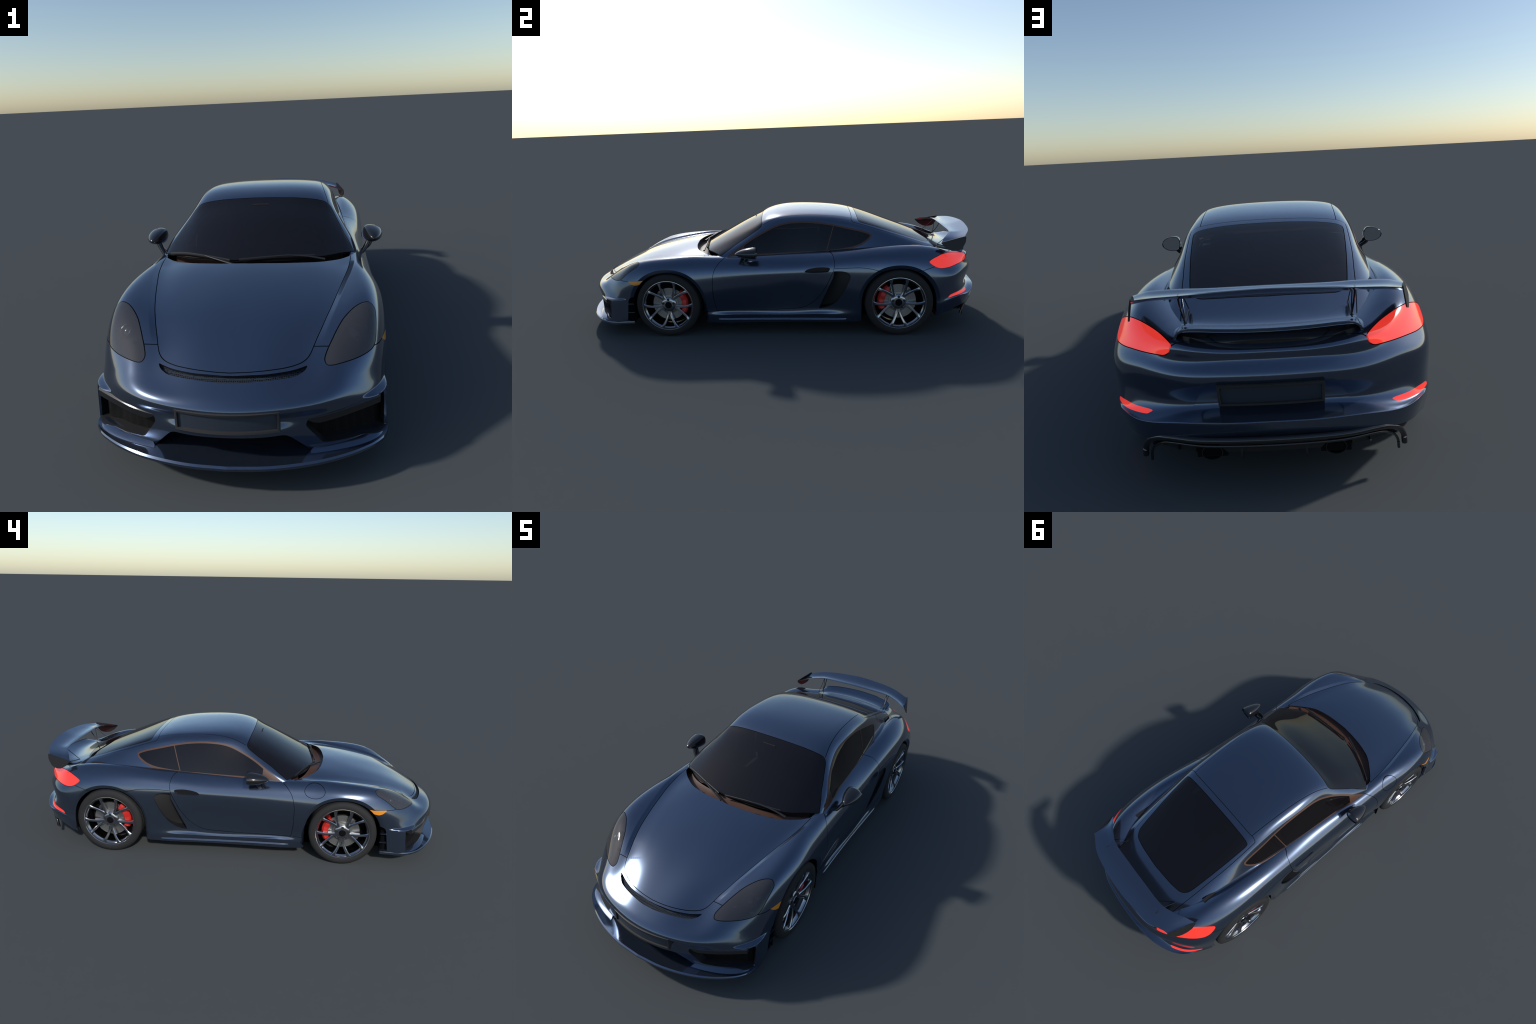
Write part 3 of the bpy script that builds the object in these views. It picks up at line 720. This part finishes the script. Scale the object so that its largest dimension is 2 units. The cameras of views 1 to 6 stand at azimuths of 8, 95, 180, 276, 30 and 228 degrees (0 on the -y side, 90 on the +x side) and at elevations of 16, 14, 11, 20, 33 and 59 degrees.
# gloss strip across the top of each front duct
def nose_y(x, z):
    q = BV[(BV[:, 1] < -.76) & (BV[:, 0] > .05)]; return q[np.argmin((q[:, 0] - x) ** 2 + (q[:, 2] - z) ** 2)][1]
xs = np.linspace(.188, .366, 14); ys = np.array([nose_y(x, .172) for x in xs]); ys = np.polyval(np.polyfit(xs, ys, 3), xs)
rings = []
for x, y in zip(xs, ys):
    zt = .1720 + (x - .186) * .070; e = min(1, (x - .180) / .03); y -= .001
    rings.append([(x, y + .006, zt + .004), (x, y, zt - .002 * e), (x, y + .0005, zt - .0185 * e), (x, y + .012, zt - .021 * e), (x, y + .028, zt - .010 * e), (x, y + .028, zt + .004)])
v, f = loft(rings, True, (True, True)); both('duct_blade', v, f, BLACK_GLOSS, angle=40)

# shelf under each duct, running forward to the splitter
inner = spline([(.222, -.888, .0985), (.27, -.876, .0940), (.32, -.855, .0905), (.362, -.826, .0880), (.378, -.800, .087)], 6)
front_e = spline([(.1945, -.933, .0800), (.25, -.917, .0800), (.310, -.892, .0795), (.355, -.860, .0790), (.380, -.820, .0785)], 6)
rings = [inner + [0, .03, 0], inner, front_e + [0, .006, .004], front_e, front_e + [0, .002, -.004], front_e + [0, .03, -.012]]
v, f = loft([np.array(r) for r in rings], False); both('duct_shelf', v, [q[::-1] for q in f], PAINT, angle=30)

# splitter
edge = spline([(0, -1.000, .0770), (.10, -.992, .0770), (.20, -.967, .0770), (.28, -.931, .0770), (.337, -.892, .0765), (.368, -.861, .0760),
               (.387, -.827, .0745), (.3915, -.790, .0730), (.389, -.745, .0720), (.385, -.697, .0710)], 8)
back = spline([(0, -.895, .0900), (.10, -.890, .0900), (.18, -.880, .0890), (.25, -.868, .0850), (.30, -.850, .0830), (.335, -.825, .0810),
               (.356, -.800, .0790), (.360, -.770, .0770), (.362, -.735, .0750), (.364, -.697, .0740)], 8)
mid = edge * .55 + back * .45 + [0, 0, -.0035]
lipt = edge + (back - edge) * .05 + [0, 0, .0035]
rings = [back, mid, lipt, edge, edge + [0, .001, -.007], edge + (back - edge) * .12 + [0, 0, -.010], back - [0, 0, .022]]
v, f = loft(rings, False); f = [q[::-1] for q in f]
mv, mf = mirror_x(v, f); v, f = join([(v, f), (mv, mf)]); make('splitter', v, f, PAINT, angle=35)

# number plate holders
def holder(name, half, z0, z1, y, lean, depth, curve):
    x = np.linspace(-half, half, 17); sec = []
    fw, inn = .0075, .004
    def ring(inset, dy):
        pts = [(a, z1 - inset) for a in np.linspace(-half + inset, half - inset, 17)] + [(a, z0 + inset) for a in np.linspace(half - inset, -half + inset, 17)]
        return np.array([(a, y + dy + curve * a * a + lean * (z - z0), z) for a, z in pts])
    s = -1 if y < 0 else 1
    v, f = loft([ring(0, -s * depth), ring(0, 0), ring(.0015, s * .003), ring(fw - .001, s * .002), ring(fw, -s * inn)], True)
    if s > 0: pass
    else: f = [q[::-1] for q in f]
    h = make(name, v, f, FRAME, angle=40)
    r = ring(fw - .0005, -s * (inn - .001)); n = 17
    F = [(i, i + 1, 2 * n - 2 - i, 2 * n - 1 - i) for i in range(n - 1)]
    make('number_plate', r, F if s < 0 else [q[::-1] for q in F], PLATE, smooth=False)
holder('plate_holder', .1255, .1555, .2095, -.9790, .0, .02, 1.20)
holder('plate_holder', .1180, .2110, .2680, .9635, .36, .02, -.40)

# ================================================================ wheels
def wheel(side, yz, hub_x, lip_x, tyre_out, tyre_in, R, cal_deg, disc_r, name='wheel'):
    y, z = yz; W = empty(name, (side * hub_x, y, z))
    def put(nm, v, f, mat, **kw):
        v = np.asarray(v, float) - [hub_x, 0, 0]
        if side < 0: v, f = mirror_x(v, f)
        return make(nm, v, f, mat, W, **kw)
    # tyre
    o, i = tyre_out, tyre_in; w = o - i
    prof = [(.119, o - .006), (.1235, o - .003), (.127, o - .0015), (.135, o), (.1445, o - .0015), (R - .0035, o - .007), (R - .0008, o - .013), (R, o - .022)]
    n_g = 4
    for g in range(n_g):
        c = o - .022 - (w - .044) * (g + .5) / n_g
        prof += [(R, c + .003), (R - .004, c + .0025), (R - .004, c - .0025), (R, c - .003)]
    prof += [(R, i + .022), (R - .001, i + .012), (R - .006, i + .004), (.14, i), (.12, i + .004)]
    v, f = revolve(prof, 96); put('tyre', v, f, RUBBER, angle=40)
    # rim barrel and lip
    L = lip_x
    prof = [(.1215, o - .004), (.1252, L - .001), (.1256, L + .0006), (.1238, L + .001), (.1218, L - .0015), (.1195, L - .008), (.1165, L - .012), (.1130, L - .016),
            (.1105, L - .045), (.112, i + .02), (.118, i + .006)]
    v, f = revolve(prof, 96); rim_parts = [(v, f)]
    # hub
    hx = hub_x
    prof = [(.0005, hx + .0015), (.0165, hx + .0015), (.0175, hx), (.0255, hx - .0005), (.034, hx - .003), (.0375, hx - .007), (.037, hx - .03)]
    v, f = revolve(prof, 48); rim_parts.append((v, f))
    # spokes in five V pairs
    for k in range(5):
        for sg in (-1, 1):
            a0 = math.radians(270 + 72 * k); st = []
            for r, da, wd, xx, dp in [(.026, 1.8, .0105, hx - .003, .020), (.040, 4.4, .0080, hx - .0025, .020), (.060, 8.7, .0062, hx + .001, .018), (.080, 12.2, .0060, hx + .005, .016),
                                      (.100, 15.2, .0064, L - .006, .016), (.112, 17.2, .0078, L - .004, .016), (.1205, 18.6, .0115, L - .003, .014)]:
                a = a0 + sg * math.radians(da); c = np.array([0, math.cos(a) * r, math.sin(a) * r]); tg = np.array([0, -math.sin(a), math.cos(a)])
                ex = np.array([1., 0, 0])
                st.append([c + tg * wd * .55 + ex * xx, c + tg * wd + ex * (xx - .003), c + tg * wd * 1.15 + ex * (xx - dp),
                           c - tg * wd * 1.15 + ex * (xx - dp), c - tg * wd + ex * (xx - .003), c - tg * wd * .55 + ex * xx])
            v, f = loft(st, True, (True, True)); rim_parts.append((v, [q[::-1] for q in f]))
    v, f = join(rim_parts); put('rim', v, f, RIM, angle=35)
    v, f = revolve([(.0003, hx + .004), (.012, hx + .0038), (.0160, hx + .003), (.0165, hx + .0008)], 40); put('centre_cap', v, f, DARK)
    for k in range(5):
        a = math.radians(90 + 72 * k); c = [0, math.cos(a) * .0272, math.sin(a) * .0272]
        v, f = revolve([(.0003, hx + .0005), (.0034, hx + .0005), (.0040, hx - .0005), (.0042, hx + .0001), (.0062, hx + .0002), (.0064, hx - .0002)], 14); put('wheel_bolt', np.asarray(v) + c, f, BLACK)
    # disc with rings worn into it
    prof = [(.036, hx - .010), (.038, hx - .016), (.0465, hx - .017), (.047, hx - .022)]
    for q in np.linspace(.049, disc_r - .002, 14): prof += [(q, hx - .022), (q + .001, hx - .0224), (q + .0018, hx - .022)]
    prof += [(disc_r, hx - .0225), (disc_r, hx - .036), (.05, hx - .036)]
    v, f = revolve(prof, 72); put('brake_disc', v, f, DISC, angle=50)
    # caliper
    a = np.radians(np.linspace(cal_deg - 40, cal_deg + 40, 17)); rings = []
    for j, t in enumerate(a):
        e = .5 + .5 * math.sin(math.pi * min(1, max(0, (j / 16) * 1.0)) ) ** .35 if 0 < j < 16 else .55
        ri, ro = .0655 + .004 * (1 - e), min(disc_r + .014, .103) - .006 * (1 - e)
        d = np.array([0, math.cos(t), math.sin(t)]); x1, x0 = hx - .0110 - .003 * (1 - e), hx - .050
        bump = .0022 if j % 5 in (1, 2, 3) else 0.
        rings.append([d * ri + [x1 - .003, 0, 0], d * (ri + .004) + [x1 + bump, 0, 0], d * (ro - .008) + [x1 + bump, 0, 0], d * ro + [x1 - .007, 0, 0], d * ro + [x0, 0, 0], d * ri + [x0, 0, 0]])
    v, f = loft(rings, True, (True, True)); put('brake_caliper', v, f, CALIPER, angle=35)
    # back plate so that nothing shows through
    v, f = revolve([(.0005, hx - .054), (.105, hx - .054), (.109, hx - .062)], 48); put('hub_carrier', v, f, DARK)
for s in (1, -1):
    wheel(s, HUB_F, .3835, .3965, .3990, .2905, .1575, 8, .0815)
    wheel(s, HUB_R, .3885, .4045, .4070, .2765, .1590, 163, .0840)

# wheel housings and floor
for A, low in ((ARCH_F, .072), (ARCH_R, .105)):
    p = arch(**A, grow=.0005, low=low); rings = [np.c_[np.full(len(p), x), p] for x in (.388, .30, .225)]
    v, f = loft(rings, False); cap = tuple(range(2 * len(p), 3 * len(p))); both('wheel_housing', v, f + [cap], DARK, smooth=False)
poly = [(0, -.90), (.18, -.875), (.30, -.82), (.345, -.76), (.345, -.70), (.22, -.70), (.22, -.34), (.352, -.34), (.352, .418), (.22, .418), (.22, .772), (.35, .772), (.32, .86), (.20, .93), (0, .955)]
poly = poly + [(-x, y) for x, y in poly[::-1][1:-1]]
bm = bmesh.new(); top = [bm.verts.new((x, y, .085 + max(0, (y - .75)) * .20)) for x, y in poly]; bot = [bm.verts.new((x, y, .066 + max(0, (y - .72)) * .20)) for x, y in poly]
bm.faces.new(top); bm.faces.new(bot[::-1])
for i in range(len(poly)): bm.faces.new((top[i - 1], bot[i - 1], bot[i], top[i]))
bmesh.ops.triangulate(bm, faces=[f for f in bm.faces if len(f.verts) > 4]); bmesh.ops.recalc_face_normals(bm, faces=bm.faces[:])
me = bpy.data.meshes.new('underbody'); bm.to_mesh(me); bm.free(); me.materials.append(BLACK)
ob = bpy.data.objects.new('underbody', me); bpy.context.scene.collection.objects.link(ob); ob.parent = ROOT

# ================================================================ head lamps
for sgn in (1, -1):
    s = cy[:, 0] * sgn > 0; lamp = empty('head_lamp', (0, 0, 0))
    m = s & B('head_lamp') & ~gap
    panel('lamp_lens', body, m, LENS, .004, lamp)
    V, F, N = body.part(m); c = V.mean(0)
    make('lamp_housing', V - N * .020, F, material('lamp_grey', (.05, .05, .055), rough=.4) if sgn > 0 else bpy.data.materials['lamp_grey'], lamp)
    n = np.array([.55 * sgn, -.50, .67]); n /= np.linalg.norm(n)
    q = Vector(n).to_track_quat('Z', 'Y').to_matrix()
    def lamp_part(nm, centre, prof, mat, sx=1.):
        a = np.linspace(0, 2 * np.pi, 28, endpoint=False)
        rings = [np.c_[r * np.cos(a) * sx, r * np.sin(a), np.full(28, h)] for r, h in prof]
        v, f = loft(rings, True); v = v @ np.array(q).T + centre
        make(nm, v, f, mat, lamp)
    base = c - n * .016
    lamp_part('projector', base + [sgn * .008, .012, .006], [(.026, -.004), (.026, .004), (.023, .006), (.021, .001), (.0185, .002), (.016, .007), (.010, .010), (.0005, .011)], CHROME)
    for dx, dy, dz in ((-.030, -.028, -.012), (.032, -.012, -.020), (-.012, .045, .026), (.030, .035, .008)):
        v, f = box((0, 0, 0), (.016, .008, .006)); v = v @ np.array(q).T + base + n * .003 + [sgn * dx, dy, dz]
        make('lamp_element', v, f, CHROME, lamp, smooth=False)
    # washer nozzle
    v, f = revolve([(.0003, .004), (.002, .0037), (.0036, .002), (.004, 0), (.004, -.003)], 14)
    make('washer_nozzle', v @ np.array([[0, 1, 0], [0, 0, 1], [1, 0, 0]]) + [sgn * .2805, -.8275, .2655], f, PAINT)

# ================================================================ lid tail edge and trim under it
x0 = np.linspace(-.205, .205, 61)
rim_ids = sorted({a for e in border([tuple(q) for q in HF.tolist()]) for a in e}); rim = HV[rim_ids]
rim = rim[(np.abs(rim[:, 0]) < .216) & (rim[:, 1] > .90)]; rim = rim[np.argsort(rim[:, 0])]
ye, ze = np.interp(x0, rim[:, 0], rim[:, 1]), np.interp(x0, rim[:, 0], rim[:, 2])
k = np.clip((.2 - np.abs(x0)) / .05, 0, 1)
rings = [np.c_[x0, ye - .003, ze + .0004], np.c_[x0, ye + .002, ze - .0008], np.c_[x0, ye + .002, ze - .0045], np.c_[x0, ye - .012, ze - .008 * k - .0045], np.c_[x0, ye - .024, np.minimum(ze - .008, .3580)],
         np.c_[x0, ye - .024, np.full(61, .3505)], np.c_[x0, ye - .024, np.full(61, .3350)]]
v, f = loft(rings[:3], False); make('lid_edge', v, f, PAINT, angle=60)
v, f = loft(rings[2:], False); make('tail_trim', v, f, BLACK_GLOSS, angle=40)

# ================================================================ rear wing
wing = empty('rear_wing')
wx = np.array([0, .07, .15, .20, .235, .265, .290, .312, .333])
lead_y = np.interp(wx, [0, .15, .20, .255, .29, .335], [.868, .867, .861, .839, .818, .7955])
lead_z = np.interp(wx, [0, .20, .255, .29, .335], [.459, .4575, .452, .445, .4285])
tr_x = wx * .302 / .333
WS = .006
lead_y -= WS * .5
tr_y = -WS + np.interp(tr_x, [0, .07, .165, .216, .245, .284, .302], [.975, .973, .964, .951, .939, .921, .917])
tr_z = np.interp(tr_x, [0, .1, .2, .25, .302], [.4745, .4715, .464, .4575, .4475])
up_r, low_r = [], []
for i in range(len(wx)):
    a = np.array([wx[i], lead_y[i], lead_z[i]]); b = np.array([tr_x[i], tr_y[i], tr_z[i]]); t = np.linspace(0, 1, 13)
    th = .009 * (1 - .25 * (wx[i] / .333) ** 2)
    camber = -.010 * np.sin(np.pi * t ** .9)
    thick = th * (1.6 * np.sqrt(t) * (1 - t) + .12 * t) / .62
    p = a + (b - a) * t[:, None]
    up_r.append(p + np.c_[0 * t, 0 * t, camber + thick * .5]); low_r.append(p + np.c_[0 * t, 0 * t, camber - thick * .5 - .0005])
def mirrored_rows(R): return [r * [-1, 1, 1] for r in R[::-1][:-1]] + R
U, Lw = mirrored_rows(up_r), mirrored_rows(low_r)
def fine(R):        # spline along the span
    R = np.array(R); return [s for s in np.stack([spline(R[:, j], 5) for j in range(R.shape[1])], 1)]
U, Lw = fine(U), fine(Lw)
v, f = loft(U, False); make('wing_blade', v, [q[::-1] for q in f], PAINT, wing)
v, f = loft(Lw, False); make('wing_underside', v, f, BLACK_GLOSS, wing)
tr = [np.array([u[-1], l[-1]]) for u, l in zip(U, Lw)]; v, f = loft(tr, False); make('wing_edge', v, [q[::-1] for q in f], PAINT, wing)
# end plates
a, b = up_r[-1][0], up_r[-1][-1]; d = (b - a) / np.linalg.norm(b - a)
pl = np.array([a + [.0, -.003, .002], a + (b - a) * .33 + [0, 0, .0035], b + d * .004 + [0, 0, .005], (.3065, .912, .425), (.3150, .893, .3960), (.3245, .868, .3880), (.3310, .842, .3900), (.3365, .815, .4060)])
pl = rounded(pl, .008, 4); nrm = np.cross(d, [0, 0, 1]); nrm /= np.linalg.norm(nrm)
v, f = loft([pl - nrm * .0016, pl + nrm * .0016], True, (True, True))
mv, mf = mirror_x(v, f)
make('wing_end_plate', v, f, BLACK, wing, angle=30); make('wing_end_plate', mv, mf, BLACK, wing, angle=30)
# struts: small trusses standing on the lid
for s in (1, -1):
    x = .1935 * s
    legs = [[(x, .806, .3935), (x, .838, .420), (x * 1.01, .868, .446), (x * 1.01, .880, .452)],
            [(x, .868, .376), (x, .872, .41), (x * 1.01, .876, .452)],
            [(x, .866, .376), (x, .885, .398), (x * 1.01, .903, .428), (x * 1.01, .918, .456)],
            [(x, .806, .3935), (x, .84, .384), (x, .874, .3755)]]
    parts = [tube(spline(l, 4), r, 8) for l, r in zip(legs, (.0016, .0016, .0024, .0020))]
    parts.append(box((x, .838, .3845), (.008, .060, .0025), Matrix.Rotation(math.radians(-15), 3, 'X')))
    parts.append(box((x * 1.01, .893, .4530), (.008, .048, .004)))
    v, f = join(parts); make('wing_strut', v, f, BLACK_GLOSS, wing, angle=40)

# ================================================================ diffuser and exhaust
xd = np.linspace(-.30, .30, 63); ax = np.abs(xd)
yb = np.interp(ax, [0, .11, .21, .27, .31], [.974, .970, .952, .922, .888]); zt = np.interp(ax, [0, .15, .20, .235, .26, .285, .30, .31], [.158, .157, .1565, .155, .146, .128, .108, .085])
rp = spline([(-.306, .890, .083), (-.302, .896, .108), (-.288, .908, .130), (-.262, .928, .147), (-.232, .945, .154), (-.15, .972, .157), (0, .982, .158),
             (.15, .972, .157), (.232, .945, .154), (.262, .928, .147), (.288, .908, .130), (.302, .896, .108), (.306, .890, .083)], 6)
rp = rp + [0, .012, -.013]
v, f = tube(rp, .0072, 10); make('diffuser_rim', v, f, BLACK_GLOSS, angle=50)
v, f = tube(rp * [.955, 1, 1] + [0, .001, -.013], .0035, 8); make('diffuser_rim', v, f, BLACK_GLOSS, angle=50)
rings = [np.c_[xd * .985, yb - .004, zt - .012], np.c_[xd * .98, yb - .010, np.minimum(zt - .014, .100)], np.c_[xd * .97, yb - .035, np.full(63, .088)], np.c_[xd * .9, np.full(63, .80), np.full(63, .062)]]
v, f = loft(rings, False); make('diffuser', v, [q[::-1] for q in f], BLACK, angle=40)
for s in (1, -1):
    for x, zb, yy, dep in ((.073, .074, .955, .07), (.104, .092, .950, .05), (.178, .092, .950, .05), (.220, .094, .940, .05), (.283, .088, .905, .05)):
        p = np.array([(yy - dep, zb + .006), (yy - .008, zb), (yy + .006, zb + .012), (yy + .010, .145 if x < .25 else .12), (yy - dep, .145 if x < .25 else .12)])
        v, f = loft([np.c_[np.full(5, s * x - .0022), p], np.c_[np.full(5, s * x + .0022), p]], True, (True, True)); make('diffuser_fin', v, f, BLACK_GLOSS, smooth=False)
    a = np.linspace(0, 2 * np.pi, 36, endpoint=False); c = np.array([s * .1395, .962, .1010])
    def el(k, y): return np.c_[c[0] + .0245 * k * np.cos(a), np.full(36, y), c[2] + .0180 * k * np.sin(a)]
    v, f = loft([el(1, .90), el(1, .958), el(.985, .9615), el(.93, .9615), el(.90, .957), el(.88, .90)], True)
    make('exhaust_pipe', v, f, BLACK_GLOSS, angle=40)
    v, f = loft([el(.9, .91)], True, (False, True)); make('exhaust_bore', el(.9, .915), [tuple(range(36))[::-1]], DARK, smooth=False)
    # dark box the pipe sits in
    v, f = box((s * .1395, .945, .118), (.068, .03, .054)); make('exhaust_recess', v, f, DARK, smooth=False)

# ================================================================ mirrors
for s in (1, -1):
    M = empty('door_mirror')
    t = np.linspace(0, 1, 11); rings = []
    n = 28; a = np.linspace(0, 2 * np.pi, n, endpoint=False)
    for q in t:                              # nose of the pod to its open back
        y = -.174 + .100 * q; g = math.sin(min(1, q * 1.04) * math.pi / 2) ** .62 if q > 0 else .02
        cx = .4050 + .002 * q; cz = .4125 + .001 * q
        rx, rz = .0370 * g, .0285 * g
        px = np.cos(a); pz = np.sin(a)
        X = cx + rx * np.sign(px) * np.abs(px) ** .85; Z = cz + rz * np.sign(pz) * np.abs(pz) ** .9 * (1 - .22 * px)
        rings.append(np.c_[s * X, np.full(n, y), Z])
    e = rings[-1]; ce = e.mean(0)
    rings.append(ce + (e - ce) * .93 + [0, .002, 0]); rings.append(ce + (e - ce) * .90 + [0, -.003, 0])
    v, f = loft(rings, True, (True, False)); f = f if s < 0 else [q[::-1] for q in f]
    make('mirror_housing', v, f, BLACK_GLOSS, M, angle=50)
    g = ce + (e - ce) * .905 + [0, -.002, 0]; make('mirror_glass', g, [tuple(range(n)) if s > 0 else tuple(range(n))[::-1]], MIRROR, M, smooth=False)
    for off, x1 in ((0, .388), (.022, .398)):
        p = spline([(s * .354, -.156 + off, .350), (s * .366, -.152 + off, .360), (s * (x1 - .010), -.144 + off, .376), (s * x1, -.136 + off, .394)], 5)
        v, f = tube(p, np.linspace(.0085, .0105, len(p)), 12, flat=.75); make('mirror_stalk', v, f, BLACK_GLOSS, M, angle=50)

# ================================================================ cowl and wipers
h = spline([(0, -.432, .388), (.10, -.424, .3855), (.172, -.408, .382), (.21, -.394, .380), (.242, -.372, .379), (.285, -.336, .378), (.315, -.300, .377)], 6)
gl = spline([(0, -.352, .390), (.06, -.350, .3895), (.12, -.344, .388), (.20, -.325, .384), (.245, -.306, .381), (.286, -.277, .377), (.318, -.244, .372)], 6)
m_ = h * .5 + gl * .5 - [0, 0, .020]
v, f = loft([h + [0, -.01, -.002], h - [0, 0, .014], m_, gl - [0, .01, .008]], False); f = [q[::-1] for q in f]
mv, mf = mirror_x(v, f); v, f = join([(v, f), (mv, mf)]); make('cowl', v, f, TRIM, angle=60)
def on_screen(x, y):                         # a point just above the windscreen
    i = np.argmin((HV[:, 0] - x) ** 2 + (HV[:, 1] - y) ** 2); return HV[i] + HN[i] * .006
for blade, arm in (([(-.298, -.284), (-.235, -.316), (-.160, -.346), (-.078, -.372)], [(-.048, -.400), (-.098, -.379), (-.142, -.3575), (-.165, -.345)]),
                   ([(-.045, -.374), (.0625, -.362), (.135, -.352), (.200, -.341)], [(.232, -.352), (.180, -.352), (.1204, -.3535), (.075, -.361)])):
    Wp = empty('wiper')
    p = spline([on_screen(x, y) for x, y in blade], 6); v, f = tube(p, .0032, 8, flat=1.6); make('wiper_blade', v, f, BLACK, Wp, angle=40)
    p = spline([on_screen(x, y) + np.array([0, 0, .004]) for x, y in arm], 6); v, f = tube(p, np.linspace(.0052, .003, len(p)), 8, flat=.7); make('wiper_arm', v, f, BLACK, Wp, angle=40)

# ================================================================ cabin inside
v, f = box((0, .02, .15), (.56, .86, .02)); make('cabin_floor', v, f, CLOTH, smooth=False)
v, f = box((0, .47, .26), (.56, .03, .24)); make('bulkhead', v, f, CLOTH, smooth=False)
v, f = box((0, .640, .372), (.53, .42, .012), Matrix.Rotation(math.radians(-7), 3, 'X')); make('rear_shelf', v, f, CLOTH, smooth=False)
for s_ in (1, -1):
    v, f = box((s_ * .27, .56, .33), (.012, .30, .16)); make('inner_panel', v, f, CLOTH, smooth=False)
dash = [(-.30, .362), (-.24, .392), (-.16, .398), (-.115, .385), (-.10, .36), (-.12, .27), (-.16, .20)]
rings = [np.array([(x, y - .10 * abs(x) * 0, z - .18 * x * x) for y, z in dash]) for x in np.linspace(-.295, .295, 15)]
v, f = loft(rings, False); make('dashboard', v, f, LEATHER, angle=40)
t = np.linspace(0, np.pi, 12); rings = [np.c_[.155 + (.075 + g) * np.cos(t), np.full(12, y), .388 + .026 * np.sin(t)] for y, g in ((-.20, .0), (-.12, .006))]
v, f = loft(rings, False); make('instrument_hood', v, f, LEATHER)
a = np.linspace(0, 2 * np.pi, 40); p = np.c_[.155 + .078 * np.cos(a), -.075 + .03 * np.sin(a), .350 + .074 * np.sin(a)]
v, f = tube(p, .0075, 8, False); wh = make('steering_wheel', v, f, CLOTH)
v, f = box((.155, -.075, .350), (.14, .01, .018)); make('wheel_spoke', v, f, CLOTH, wh, smooth=False)
for s in (1, -1):
    seat = empty('seat', (s * .155, 0, 0))
    prof = [(.205, .19, .085), (.215, .26, .088), (.235, .34, .085), (.250, .40, .070), (.258, .425, .050), (.262, .440, .048), (.270, .480, .045), (.272, .495, .032)]
    rings = []
    for y, z, w in prof:
        b = np.linspace(0, 2 * np.pi, 20, endpoint=False); rings.append(np.c_[w * np.sign(np.cos(b)) * np.abs(np.cos(b)) ** .6, y + .028 * np.sign(np.sin(b)) * np.abs(np.sin(b)) ** .7, np.full(20, z)])
    v, f = loft(rings, True, (True, True)); make('backrest', v, f, CLOTH, seat)
    v, f = loft([r * [.55, 1, 1] + [0, -.006, 0] for r in rings[1:5]], True, (True, True)); make('seat_insert', v, f, LEATHER, seat)
    v, f = box((0, .08, .19), (.17, .25, .05)); make('seat_cushion', v, f, CLOTH, seat, smooth=False)
v, f = box((0, -.10, .522), (.06, .012, .022)); make('inner_mirror', v, f, CLOTH, smooth=False)
